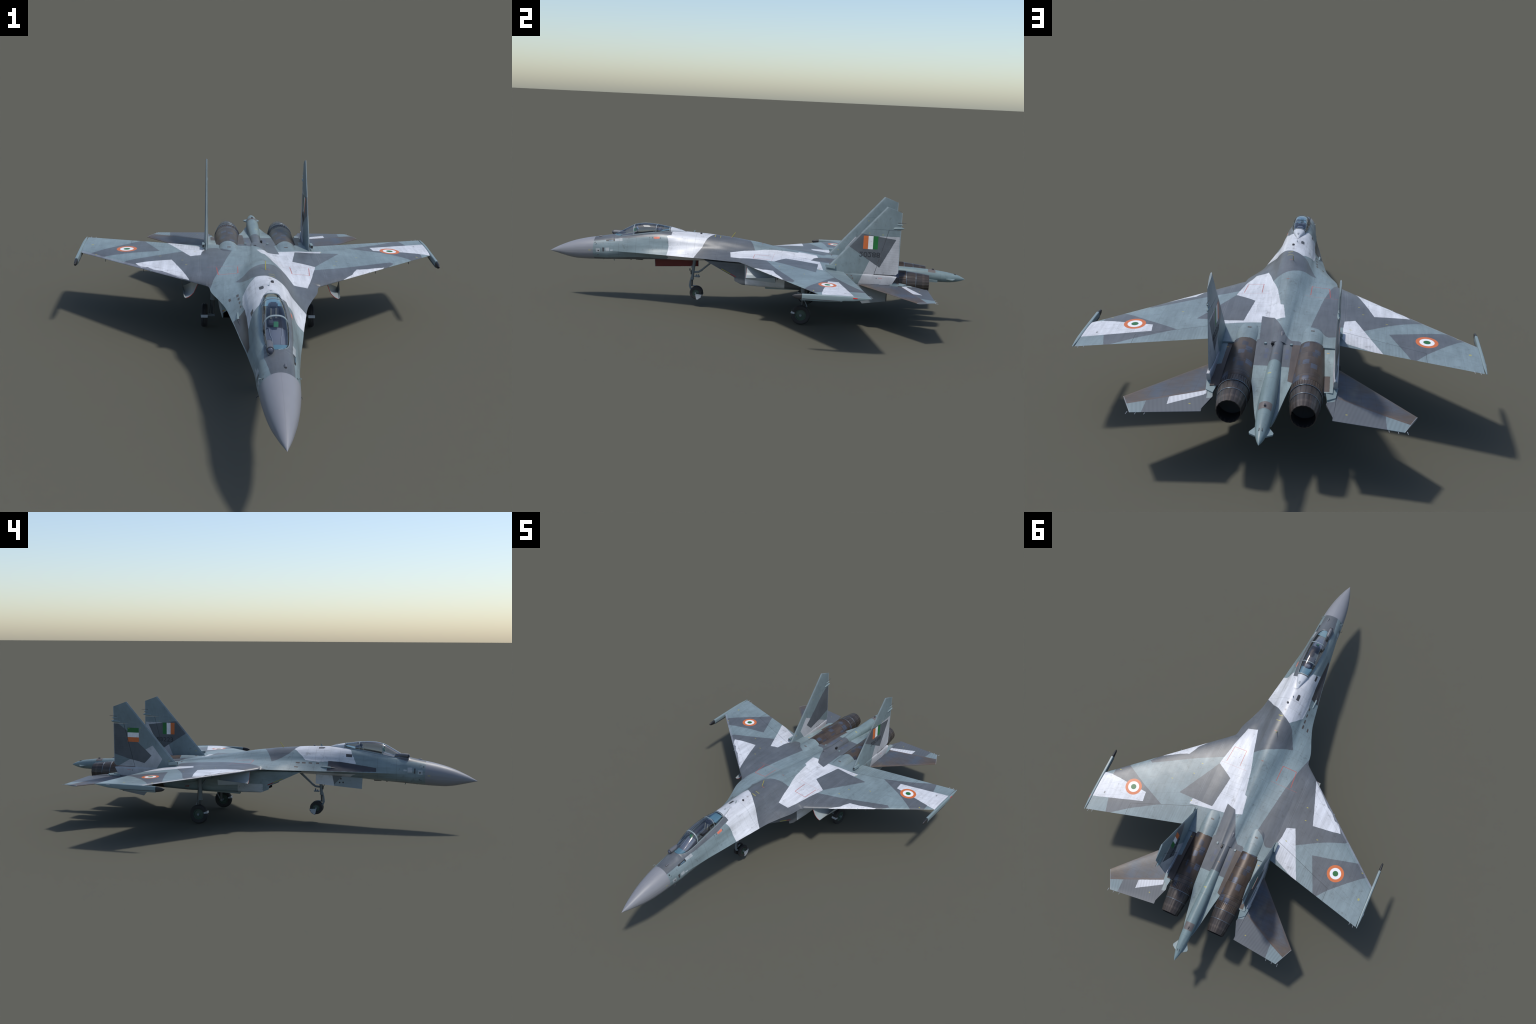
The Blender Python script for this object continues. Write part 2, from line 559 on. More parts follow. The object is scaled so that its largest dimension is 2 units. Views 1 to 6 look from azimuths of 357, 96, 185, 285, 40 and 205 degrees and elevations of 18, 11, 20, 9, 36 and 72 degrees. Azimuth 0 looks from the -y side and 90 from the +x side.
# gun bay panel of bare scorched metal on the left side
p.poly((.045, .044, .052), [(-.3310, .3020), (-.3969, .2985), (-.4532, .2908), (-.5500, .2778), (-.5504, .2600), (-.4019, .2585), (-.3285, .2600)], "yz", side=((-1, 0, 0), .03), soft=.001)
R_ = ((1, 0, 0), .02)
L_ = ((-1, 0, 0), .02)
PAN = (.34, .37, .39)
p.poly(INK, [(-.7065, .3030), (-.7048, .2968), (-.6616, .3002), (-.6625, .3100)], "yz", side=R_, sharp=True)
p.poly((.07, .13, .18), [(-.6930, .3020), (-.6920, .2990), (-.6680, .3015), (-.6685, .3060)], "yz", side=R_, sharp=True)
p.poly(PAN, [(-.6620, .3115), (-.6598, .3007), (-.6231, .3047), (-.6257, .3170)], "yz", side=R_, sharp=True)
for q in ([(-.7534, .2605), (-.7333, .2630), (-.7331, .2453), (-.7519, .2438)], [(-.7056, .2670), (-.6867, .2695), (-.6861, .2521), (-.7037, .2498)], [(-.6814, .2598), (-.6680, .2612), (-.6684, .2551), (-.6806, .2535)]):
    p.poly(PAN, q, "yz", side=R_, sharp=True)
p.poly(LENS, [(-.7210, .2670), (-.7111, .2677), (-.7116, .2486), (-.7196, .2480)], "yz", side=R_, sharp=True)
p.poly((.60, .16, .10), [(-.4711, .3346), (-.4420, .3375), (-.4420, .3280), (-.4682, .3254)], "yz", side=R_, sharp=True)
for y in (-.4760, -.4385, -.4900):
    p.rect(INK, (y, .3305), (.0030, .0060), "yz", side=R_, alpha=.7)
for q in ([(-.6893, .2837), (-.7100, .2843), (-.7102, .2614), (-.6897, .2617)], [(-.7369, .2739), (-.7566, .2729), (-.7565, .2530), (-.7354, .2556)], [(-.6719, .2757), (-.6859, .2738), (-.6856, .2669), (-.6717, .2677)]):
    p.poly(PAN, q, "yz", side=L_, sharp=True)
p.poly(LENS, [(-.7184, .2807), (-.7250, .2809), (-.7245, .2569), (-.7172, .2583)], "yz", side=L_, sharp=True)
p.poly(LENS, [(-.4090, .3348), (-.4364, .3341), (-.4383, .3209), (-.4100, .3220)], "yz", side=L_, sharp=True)
p.disc([(.0036, INK)], (-.7405, .2510), "yz", side=R_)
p.disc([(.0036, INK)], (-.7450, .2620), "yz", side=L_)
p.disc([(.0028, INK)], (-.7600, .2880), "yz")
for y in (-.640, -.489, -.555):
    p.line((.03, .03, .035), (y, .20), (y, .330), .0011, "yz", alpha=.28)
p.line((.03, .03, .035), (-.735, .283), (-.60, .300), .0010, "yz", alpha=.22)
p.line((.03, .03, .035), (-.735, .237), (-.50, .240), .0010, "yz", alpha=.30)
p.plating(.09, .043, .30)
p.wear(1.0)
p.done(rough=.39)

p = Paint("radome", RADOME)
p.line((.10, .10, .11), (-.98, 0), (-.77, .0005), .0009, "yx", alpha=.25)
p.line((.30, .31, .33), (-.985, .2290), (-.77, .2375), .0020, "yz", alpha=.25)
p.rect(YELLOW, (-.785, .250), (.012, .006), "yz", alpha=.35)
p.value(p.noise(6, 4).outputs["Fac"], .92, 1.08)
p.value(p.noise(60, 3, stretch=(1, .3, 1)).outputs["Fac"], .95, 1.05)
p.done(rough=.45, bump=.03)

# fins
FIN_MID, FIN_LIGHT, FIN_DARK = .1945, (.40, .405, .425), (.080, .090, .102)  # camouflage white and dark toned down: baked shade on the fins
for nm, right in (("fin_right", True), ("fin_left", False), ("boom_right", True), ("boom_left", False)):
    p = Paint(nm, (.155, .202, .216))  # BLUE darkened to carry the fins' ambient shading in the paint
    if right:
        p.poly(FIN_LIGHT, [(.586, .4278), (.6740, .4290), (.6783, .2644), (.6662, .2550), (.6800, .25), (.6600, .20), (.4995, .200), (.5465, .3119)], "yz", alpha=.93)
        p.poly(FIN_DARK, [(.5013, .4373), (.6597, .4158), (.5933, .2864), (.4511, .3771)], "yz")
    else:
        p.poly(FIN_LIGHT, [(.5146, .3395), (.4807, .3579), (.4328, .2965), (.4601, .2518), (.485, .200), (.68, .200), (.6720, .2480), (.6563, .2561), (.589, .2938)], "yz", alpha=.93)
        p.poly(FIN_DARK, [(.682, .4570), (.6530, .4565), (.606, .4223), (.5527, .3698), (.4862, .3107), (.5224, .2737), (.5755, .2861), (.5988, .2906), (.682, .3145)], "yz")
    if nm.startswith("fin"):
        if right:
            for k, col in enumerate((ORANGE, FLAG_W, GREEN)):
                y = .5160 + k*.02145
                p.poly(col, [(y, .3680), (y + .0216, .3680), (y + .0216, .4272), (y, .4272)], "yz", sharp=True)
        else:
            for k, col in enumerate((ORANGE, FLAG_W, GREEN)):
                z = .3722 + k*.0222
                p.poly(col, [(.5492, z), (.6065, z), (.6065, z + .0223), (.5492, z + .0223)], "yz", sharp=True, side=((-1, 0, -.006), FIN_MID - .00156))
        for c in ((.5408, .4398), (.5997, .4352), (.400, .288)):
            p.rect(YELLOW, c, (.005, .005), "yz", alpha=.5)
        p.line((.05, .05, .06), (.5711, .2531), (.6254, .4576), .0018, "yz", alpha=.75)
        p.line((.05, .05, .06), (.62, .4585), (.68, .4585), .0014, "yz", alpha=.7)
        p.line((.32, .37, .40), (.3555, .262), (.6150, .5612), .0055, "yz", alpha=.35)
        p.line((.32, .37, .40), (.6775, .26), (.6775, .54), .0040, "yz", alpha=.45)
        p.ribs([(.585, .262), (.676, .262), (.676, .445), (.630, .445)], (0.0, .05, 1.0), .0105, .08, "yz")
    else:
        p.line(INK, (.568, .2530), (.672, .2530), .0012, "yz", alpha=.7)
        for c in ((.452, .245), (.472, .243), (.478, .232), (.452, .234)):
            p.disc([(.0022, (.13, .06, .05))], c, "yz")
        p.rect((.5, .12, .10), (.600, .2400), (.018, .004), "yz", alpha=.45)
        p.rect(INK, (.583, .2385), (.004, .004), "yz", alpha=.8)
    p.wear(.8, (1, .5, .3))
    p.done(rough=.46)

for nm, sx in (("ledge_right", 1), ("ledge_left", -1)):
    p = Paint(nm, (.20, .255, .265))
    if sx > 0:
        p.poly(BROWN, [(.14, .45), (.168, .45), (.172, .57), (.19, .575), (.19, .70), (.14, .70)])
    else:
        p.poly(BROWN, [(-.155, .600), (-.178, .600), (-.180, .680), (-.150, .680)])
    p.rect((.50, .30, .04), (.166*sx, .4776), (.008, .004), alpha=.8)
    p.wear(1.1)
    p.done(rough=.45)

# stabilators: scorched bare-metal front, painted ribbed rear
for nm, sx in (("stab_right", 1), ("stab_left", -1)):
    p = Paint(nm, (.080, .062, .050))
    n1 = p.noise(9, 5, .6)
    p.mix(p.math("MULTIPLY_ADD", n1.outputs["Fac"], 4.0, -1.45, clamp=True), (.062, .078, .104))
    n2 = p.noise(14, 3, .6, stretch=(1, .35, 1))
    p.mix(p.math("MULTIPLY_ADD", n2.outputs["Fac"], 5.0, -3.0, clamp=True), (.125, .112, .092))
    p.value(p.noise(130, 3, .6, stretch=(.15, 1, 1)).outputs["Fac"], .72, 1.28)
    for k in range(5):
        x = .225 + .045*k
        p.line((.05, .04, .04), (x*sx, .52 + k*.045), ((x + .012)*sx, .75), .0011, alpha=.45)
    p.line((.05, .04, .04), (.205*sx, .60), (.44*sx, .770), .0011, alpha=.45)
    p.line((.12, .085, .06), (.205*sx, .512), (.445*sx, .755), .009, alpha=.35)
    if sx > 0:
        edge = [(.20, .7000), (.3086, .7453), (.4222, .7916), (.46, .807)]
    else:
        edge = [(-.2057, .6936), (-.3504, .7642), (-.4109, .7910), (-.46, .813)]
    back = edge + [(.46*sx, .86), (.15*sx, .86), (.15*sx, .690), (.197*sx, .690)]
    p.line((.12, .08, .058), edge[0], edge[2], .016, alpha=.5)
    p.poly(DARK, back, sharp=True)
    if sx > 0:
        p.poly(WHITE, [(.3041, .7435), (.1965, .6980), (.1940, .7195), (.3033, .7830)])
        p.poly(BLUE, [(.4222, .7916), (.46, .807), (.46, .86), (.360, .86), (.3701, .8297), (.369, .7700)])
        p.poly((.23, .275, .28), [(.165, .68), (.193, .70), (.190, .745), (.165, .740)])
    else:
        p.poly(BLUE, [(-.4109, .7910), (-.46, .813), (-.46, .86), (-.366, .86), (-.3530, .8245), (-.3504, .7642)])
        p.poly(BLUE, [(-.16, .68), (-.198, .690), (-.198, .715), (-.16, .730)])
    p.line((.45, .47, .5), (.446*sx, .752), (.4055*sx, .834), .005, alpha=.5)
    p.ribs(back, (math.cos(.25)*sx, math.sin(.25), 0.0), .0125, .16)
    p.rect(YELLOW, (.235*sx, .775), (.006, .004), alpha=.7)
    p.value(p.noise(10, 4).outputs["Fac"], .86, 1.14)
    p.done(rough=.46, metal=.0, bump=.04)

# sting and tail deck
p = Paint("sting", (.165, .225, .235))
p.poly(DARK, [(-.05, .40), (.05, .40), (.05, .577), (-.05, .577)])
p.line((.05, .05, .06), (-.05, .690), (.05, .690), .0012, alpha=.4)
p.line((.05, .05, .06), (-.05, .885), (.05, .885), .0012, alpha=.3)
p.rect(YELLOW, (.008, .660), (.011, .006), alpha=.6)
p.rect((.30, .16, .06), (.000, .536), (.013, .003), alpha=.6)
p.line((.06, .06, .07), (.004, .610), (.013, .610), .0009, alpha=.5)
p.line((.06, .06, .07), (.004, .634), (.013, .634), .0009, alpha=.5)
p.line((.06, .06, .07), (.004, .610), (.004, .634), .0009, alpha=.5)
p.line((.06, .06, .07), (.013, .610), (.013, .634), .0009, alpha=.5)
p.wear(.9)
p.done(rough=.40)
p = Paint("deck", (.195, .255, .265))
p.poly(DARK, [(-.08, .42), (.08, .42), (.08, .588), (-.08, .588)])
for x0, x1, y0, y1 in ((.028, .040, .487, .512), (.028, .040, .520, .545), (-.040, -.028, .487, .512), (-.040, -.028, .520, .545)):
    p.poly((.085, .10, .14), [(x0, y0), (x1, y0), (x1, y1), (x0, y1)], sharp=True)
p.poly(BROWN, [(-.075, .455), (-.046, .455), (-.048, .66), (-.075, .67)])
p.line((.05, .05, .06), (-.06, .655), (.06, .655), .0012, alpha=.35)
p.wear(1.2)
p.done(rough=.42)

# nacelles
for nm, sx in (("nacelle_right", 1), ("nacelle_left", -1)):
    p = Paint(nm, BLUE)
    if sx > 0:
        p.poly(DARK, [(-.25, .10), (-.012, .10), (-.022, .30), (-.25, .30)], "yz")
        p.poly(WHITE, [(-.012, .10), (.170, .10), (.170, .215), (-.018, .245)], "yz", alpha=.8)
        p.poly(DARK, [(.170, .10), (.30, .10), (.30, .24), (.170, .24)], "yz")
    else:
        p.poly(WHITE, [(-.040, .10), (.0807, .10), (.0807, .19), (-.036, .19)], "yz", alpha=.45)
        p.poly((.20, .05, .04), [(.315, .172), (.335, .168), (.340, .163), (.318, .163)], "yz", alpha=.8)
        for col, pts in TOP[8:9]:
            p.poly(col, pts, side=((0, 0, 1.0), .235))
    p.line((.04, .04, .045), (.405, -.2), (.405, .2), .0011, "yx", alpha=.3)
    p.wear(1.0)
    p.done(rough=.42)


# ------------------------------------------------------------------ plain and metal finishes
def finish(name, col, rough=.45, metal=0.0, vary=.12, scale=40, bump=.04, spec=.5):
    p = Paint(name, col, wobble=0)
    p.value(p.noise(scale, 4, .65).outputs["Fac"], 1 - vary, 1 + vary)
    return p.done(rough=rough, metal=metal, bump=bump, spec=spec)


def hot_metal(name, dark, mid, blue, rough, rings):
    """Heat-stained engine skin: panels of brown and blue, streaked and banded."""
    p = Paint(name, dark, wobble=0)
    p.mix(p.math("MULTIPLY_ADD", p.noise(16, 5, .6, stretch=(1, .5, 1)).outputs["Fac"], 4.5, -1.7, clamp=True), mid)
    br = p.N.new("ShaderNodeTexVoronoi")
    br.distance = "CHEBYCHEV"
    p.L.new(p.vec("MULTIPLY", p.raw, (1.0, .75, 1.0)), br.inputs["Vector"])
    br.inputs["Scale"].default_value = 33
    sep = p.N.new("ShaderNodeSeparateColor")
    p.L.new(br.outputs["Color"], sep.inputs[0])
    pick = p.math("GREATER_THAN", sep.outputs[0], .45)
    inside = p.math("LESS_THAN", br.outputs["Distance"], .34)
    p.mix(p.math("MULTIPLY", p.math("MULTIPLY", pick, inside), .75), blue)
    dark_pick = p.math("LESS_THAN", sep.outputs[1], .35)
    p.mix(p.math("MULTIPLY", p.math("MULTIPLY", dark_pick, inside), .45), (.03, .024, .022))
    p.value(p.noise(120, 3, .6, stretch=(1, .1, 1)).outputs["Fac"], .70, 1.30)
    for y in rings:
        p.line((.010, .009, .008), (-.3, y), (.3, y), .0016, alpha=.8)
        p.line((.16, .19, .24), (-.3, y + .0022), (.3, y + .0022), .0009, alpha=.35)
    return p.done(rough=rough, metal=.30, bump=.05)


hot_metal("engine", (.058, .043, .036), (.092, .070, .056), (.070, .088, .130), .42, (.52, .59, .652, .668, .686))
hot_metal("petal", (.036, .031, .029), (.078, .064, .056), (.055, .050, .050), .38, ())
finish("grey_blue", (.180, .238, .250), .42)
finish("ventral", (.20, .225, .245), .48)
finish("white_paint", (.50, .525, .56), .38, vary=.06)
finish("door", (.27, .31, .325), .34)
finish("frame", (.21, .26, .28), .35, vary=.08)
finish("black", INK, .5)
finish("dark_metal", (.045, .045, .050), .45)
finish("slate", (.105, .110, .125), .42)
finish("brown_panel", (.12, .105, .10), .5)
finish("tyre", (.017, .017, .018), .75, vary=.25)
finish("rim", (.030, .060, .045), .5)
finish("strut", (.135, .165, .185), .4)
finish("strut_dark", (.055, .06, .065), .4, metal=.3)
finish("pale_grey", (.33, .36, .39), .42)
finish("ring_metal", (.20, .25, .30), .32, metal=.7)
finish("soot", (.020, .019, .018), .7)
finish("cream", (.34, .32, .25), .5)
finish("red_edge", (.26, .03, .025), .45)
finish("red_lining", (.115, .012, .013), .45)  # red deepened to maroon, the door's shade mixed into its colour
finish("lamp_red", (.55, .02, .015), .2)
finish("yellow_mark", (.36, .32, .035), .5)
finish("lamp_glass", (.7, .72, .75), .1)
finish("lens", (.06, .07, .10), .08)
finish("cockpit_grey", (.10, .115, .125), .6)
finish("cockpit_blue", (.12, .25, .31), .5)
finish("cockpit_slate", (.135, .145, .18), .6)
finish("cockpit_dark", (.050, .056, .070), .6)
finish("headrest", (.035, .042, .060), .6)
finish("display_green", (.03, .20, .07), .3)


p = Paint("nose_door", (.215, .255, .275))
p.poly(WHITE, [(-.345, .25), (-.26, .25), (-.26, .16), (-.357, .16)], "yz", alpha=.85)
p.poly((.09, .10, .11), [(-.341, .25), (-.398, .25), (-.396, .233), (-.3546, .1880), (-.343, .233)], "yz")
for c in ((-.3848, .2157), (-.3796, .1983), (-.3959, .1991)):
    p.disc([(.0038, INK)], c, "yz")
p.wear(.6)
p.done(rough=.4)


def glass_material():
    """Canopy glazing: tinted see-through sheet with a Fresnel sheen."""
    m = bpy.data.materials.new("glass")
    m.use_nodes = True
    t = m.node_tree
    N, L = t.nodes, t.links
    N.remove(N["Principled BSDF"])
    out = N["Material Output"]
    tr = N.new("ShaderNodeBsdfTransparent")
    tr.inputs["Color"].default_value = (.80, .85, .90, 1)
    gl = N.new("ShaderNodeBsdfGlossy")
    gl.inputs["Color"].default_value = (.95, .95, 1, 1)
    gl.inputs["Roughness"].default_value = .06
    fr = N.new("ShaderNodeFresnel")
    fr.inputs["IOR"].default_value = 1.5
    mx = N.new("ShaderNodeMixShader")
    k = N.new("ShaderNodeMath")
    k.operation = "MULTIPLY_ADD"
    k.inputs[1].default_value, k.inputs[2].default_value = .8, .05
    L.new(fr.outputs[0], k.inputs[0])
    L.new(k.outputs[0], mx.inputs[0])
    L.new(tr.outputs[0], mx.inputs[1])
    L.new(gl.outputs[0], mx.inputs[2])
    L.new(mx.outputs[0], out.inputs[0])
    M["glass"] = m


glass_material()
# ------------------------------------------------------------------ wing sections
ROOT_X, TIP_X, FLAP_END = .19, .6605, .484
def y_lead(x): return -.0337 + (x - ROOT_X) * .845
def y_trail(x): return .4334 + (x - ROOT_X) * .2580
def z_lead(x): return lerp(.2655, .2480, (x - ROOT_X) / .47)
def z_trail(x): return lerp(.2570, .2505, (x - ROOT_X) / .47)
bulge_up = pchip([(.19, .0186), (.26, .0150), (.50, .0085), (.66, .0058)])
bulge_low = pchip([(.19, .0100), (.26, .0080), (.50, .0050), (.66, .0036)])
def foil(c):
    c = min(max(c, 0), 1)
    return (2.969*math.sqrt(c) - 1.26*c - 3.516*c*c + 2.843*c**3 - 1.036*c**4) / 1.0008
def wing_z(x, y, side):
    c = (y - y_lead(x)) / (y_trail(x) - y_lead(x))
    z = lerp(z_lead(x), z_trail(x), min(max(c, 0), 1))
    return z + foil(c) * (bulge_up(x) if side > 0 else -bulge_low(x))

# ------------------------------------------------------------------ fuselage
# nose: y, top, widest height, bottom, half width (elliptic sections)
NOSE = [(-.9985, .2276, .2275, .2274, .0001), (-.992, .2310, .2285, .2258, .0026), (-.985, .2350, .2298, .2240, .0055),
        (-.96, .2487, .2335, .2180, .0152), (-.93, .2628, .2375, .2108, .0243), (-.89, .2793, .2420, .2022, .0350),
        (-.85, .2920, .2470, .1981, .0430), (-.80, .3040, .2520, .1985, .0500), (-.765, .3105, .2545, .2001, .0533)]
# blended body: y, upper half section (centre line or cockpit sill -> chine), lower half section (chine -> keel)
BODY = [
    (-.700, [(0, .3225), (.018, .3195), (.033, .3108), (.0435, .299), (.0505, .286), (.0555, .271), (.0570, .2545)],
            [(.0570, .2545), (.0555, .240), (.049, .226), (.036, .213), (.019, .2060), (0, .2042)]),
    (-.675, [(0, .3285), (.017, .3255), (.034, .3145), (.0455, .3015), (.0525, .287), (.057, .270), (.0588, .2540)],
            [(.0588, .2540), (.0555, .2395), (.048, .226), (.035, .214), (.018, .2075), (0, .2055)]),
    (-.672, [(.0105, .3280), (.020, .3240), (.0350, .3140), (.0458, .3014), (.0527, .287), (.0573, .270), (.0591, .2540)],
            [(.0591, .2540), (.0556, .2396), (.048, .2262), (.035, .2142), (.018, .2077), (0, .2057)]),
    (-.666, [(.0185, .3270), (.026, .3225), (.0370, .3135), (.0464, .3013), (.0532, .287), (.0578, .270), (.0597, .2540)],
            [(.0597, .2540), (.0558, .2398), (.048, .2265), (.035, .2145), (.018, .208), (0, .206)]),
    (-.655, [(.0262, .3250), (.033, .3195), (.0405, .3120), (.0480, .3008), (.0545, .287), (.0588, .270), (.0608, .2540)],
            [(.0608, .2540), (.0562, .2402), (.0482, .227), (.0352, .215), (.018, .2085), (0, .2065)]),
    (-.639, [(.0312, .3248), (.038, .3195), (.0445, .3110), (.051, .300), (.057, .287), (.061, .270), (.0630, .2545)],
            [(.0630, .2545), (.0568, .2405), (.0485, .2275), (.0355, .216), (.0185, .2095), (0, .2075)]),
    (-.600, [(.0350, .3306), (.0415, .3255), (.048, .3165), (.0545, .304), (.060, .289), (.0645, .271), (.0680, .2550)],
            [(.0680, .2550), (.058, .2415), (.049, .229), (.036, .218), (.019, .2115), (0, .2095)]),
    (-.550, [(.0358, .3395), (.0435, .3345), (.050, .326), (.057, .3115), (.0625, .295), (.068, .2755), (.0745, .2558)],
            [(.0745, .2558), (.062, .244), (.051, .232), (.037, .2205), (.019, .2145), (0, .2130)]),
    (-.455, [(.0330, .3540), (.042, .348), (.0525, .3345), (.060, .317), (.0655, .298), (.0725, .2795), (.0895, .2572)],
            [(.0895, .2572), (.072, .2475), (.056, .2365), (.040, .2265), (.020, .2210), (0, .2195)]),
    (-.400, [(.0252, .3588), (.038, .352), (.0525, .337), (.062, .3195), (.068, .302), (.077, .2805), (.0975, .2576)],
            [(.0975, .2576), (.078, .2485), (.060, .238), (.0415, .2285), (.0205, .2235), (0, .2220)]),
    (-.330, [(.0030, .3610), (.024, .3570), (.045, .3435), (.062, .323), (.072, .304), (.086, .282), (.1085, .2580)],
            [(.1085, .2580), (.085, .250), (.063, .240), (.043, .231), (.021, .2265), (0, .2255)]),
    (-.325, [(0, .3612), (.023, .3570), (.045, .3435), (.062, .323), (.072, .304), (.086, .282), (.1095, .2580)],
            [(.1095, .2580), (.0855, .250), (.0632, .240), (.043, .231), (.021, .2265), (0, .2255)]),
    (-.290, [(0, .3605), (.023, .3555), (.045, .343), (.063, .323), (.0745, .303), (.090, .283), (.1150, .2583)],
            [(.1150, .2583), (.090, .2508), (.065, .2415), (.0437, .2325), (.0213, .228), (0, .2270)]),
    (-.220, [(0, .3580), (.024, .3530), (.045, .341), (.063, .322), (.0765, .3018), (.096, .2845), (.1275, .2592)],
            [(.1275, .2592), (.100, .2525), (.070, .244), (.045, .235), (.022, .2305), (0, .2295)]),
    (-.160, [(0, .3530), (.026, .348), (.047, .3365), (.066, .317), (.083, .298), (.110, .282), (.1470, .2612)],
            [(.1470, .2612), (.114, .2540), (.077, .2455), (.0475, .237), (.0235, .2325), (0, .2315)]),
    (-.090, [(0, .3470), (.028, .342), (.050, .330), (.070, .309), (.0935, .292), (.1400, .2782), (.1735, .2640)],
            [(.1735, .2640), (.130, .2555), (.085, .247), (.050, .2395), (.025, .235), (0, .2340)]),
    (-.040, [(0, .3405), (.028, .336), (.050, .324), (.070, .3055), (.093, .2925), (.145, .2815), (.1838, .2655)],
            [(.1838, .2655), (.136, .254), (.086, .2455), (.050, .2395), (.025, .236), (0, .2350)]),
    (-.0337, [(0, .3397), (.028, .335), (.050, .323), (.070, .305), (.093, .2925), (.146, .2820), (.19, None)],
             [(.19, None), (.1365, .2537), (.086, .2453), (.050, .2394), (.025, .236), (0, .2350)]),
    (.020, [(0, .3330), (.028, .3275), (.048, .316), (.066, .3015), (.083, .2930), (.148, .2856), (.19, None)],
           [(.19, None), (.140, .249), (.085, .243), (.050, .239), (.025, .236), (0, .2350)]),
    (.100, [(0, .3190), (.027, .3130), (.046, .303), (.062, .294), (.085, .2885), (.146, .2850), (.19, None)],
           [(.19, None), (.140, .245), (.085, .239), (.050, .236), (.025, .2335), (0, .2330)]),
    (.150, [(0, .3105), (.026, .3050), (.043, .2965), (.060, .2895), (.085, .2858), (.146, .2838), (.19, None)],
           [(.19, None), (.140, .243), (.085, .238), (.050, .235), (.025, .233), (0, .2325)]),
    (.200, [(0, .3020), (.025, .2970), (.040, .2890), (.058, .2840), (.085, .2822), (.146, .2810), (.19, None)],
           [(.19, None), (.140, .241), (.085, .236), (.050, .2335), (.025, .232), (0, .2320)]),
    (.280, [(0, .2895), (.0225, .2850), (.035, .2785), (.055, .2755), (.085, .2750), (.146, .2748), (.19, None)],
           [(.19, None), (.140, .241), (.085, .236), (.050, .2335), (.025, .232), (0, .2320)]),
    (.340, [(0, .2805), (.021, .2760), (.031, .2705), (.050, .2685), (.085, .2690), (.146, .2690), (.19, None)],
           [(.19, None), (.140, .242), (.085, .237), (.050, .2345), (.025, .233), (0, .2330)]),
    (.400, [(0, .2735), (.020, .2690), (.028, .2640), (.045, .2628), (.085, .2628), (.146, .2622), (.19, None)],
           [(.19, None), (.140, .244), (.085, .240), (.050, .238), (.025, .237), (0, .2370)]),
    (.456, [(0, .2690), (.0185, .2645), (.0240, .2598), (.045, .2582), (.085, .2570), (.146, .2560), (.19, .2550)],
           [(.19, .2490), (.140, .247), (.085, .246), (.050, .246), (.025, .246), (0, .2460)]),
]
NU, NL = 37, 21


def nose_station(y, t, c, b, w):
    up = [(w*math.sin(a), c + (t - c)*math.cos(a)) for a in np.linspace(0, pi/2, 7)]
    lo = [(w*math.sin(a), c + (c - b)*math.cos(a)) for a in np.linspace(pi/2, pi, 6)]
    return y, up, lo


def build_body():
    st = [nose_station(*n) for n in NOSE]
    for y, u, l in BODY:
        u = [(x, wing_z(.19, y, 1) if z is None else z) for x, z in u]
        l = [(x, wing_z(.19, y, -1) if z is None else z) for x, z in l]
        st.append((y, u, l))
    ys = [s[0] for s in st]
    curves_u = [[pchip([(s[0], s[1][k][d]) for s in st]) for d in (0, 1)] for k in range(7)]
    curves_l = [[pchip([(s[0], s[2][k][d]) for s in st]) for d in (0, 1)] for k in range(6)]
    rows = sorted(set([round(v, 5) for v in np.arange(-.9985, .456, .0075)] + ys + [-.768, -.3285]
                      + list(np.arange(-.676, -.63, .0025).round(5)) + [-.9965, -.994, -.04, -.036, -.03, -.02]))
    keep = [rows[0]]
    for r in rows[1:]:
        if r - keep[-1] > 4e-4:
            keep.append(r)
    rows = keep
    V, W = [], []
    for y in rows:
        cu = [(f(y), g(y)) for f, g in curves_u]
        cl = [(f(y), g(y)) for f, g in curves_l]
        if -.034 < y < .4334:
            cu[6] = (.19, wing_z(.19, y, 1))
            cl[0] = (.19, wing_z(.19, y, -1))
        s = cu[0][0] < 1e-4
        up = spline(cu, NU, mirror_start=s)
        lo = spline(list(reversed(cl)), NL, mirror_start=True)[::-1]
        half = [(p[0], y, p[1]) for p in up] + [(p[0], y, p[1]) for p in lo]
        V += half
        W += [(-x, yy, z) for x, yy, z in half]
    c = NU + NL
    F = []
    for i in range(len(rows) - 1):
        for j in range(c - 1):
            if j == NU - 1 and rows[i] > -.034:
                continue
            F.append((i*c + j, i*c + j + 1, (i+1)*c + j + 1, (i+1)*c + j))
    n = len(V)
    F2 = [tuple(reversed([n + i for i in f])) for f in F]
    b = (len(rows) - 1) * c
    back = list(range(b, b + c)) + [n + i for i in range(b + c - 1, b - 1, -1)]
    ob = add_mesh("body", V + W, F + F2 + [tuple(back)], None, angle=32)

    def region(p):
        return "radome" if p.y < -.768 else "forward_fuselage" if p.y < -.3285 else "center_fuselage"
    return split(ob, region, {"radome": M["radome"], "forward_fuselage": M["forward"], "center_fuselage": M["center"]})


build_body()

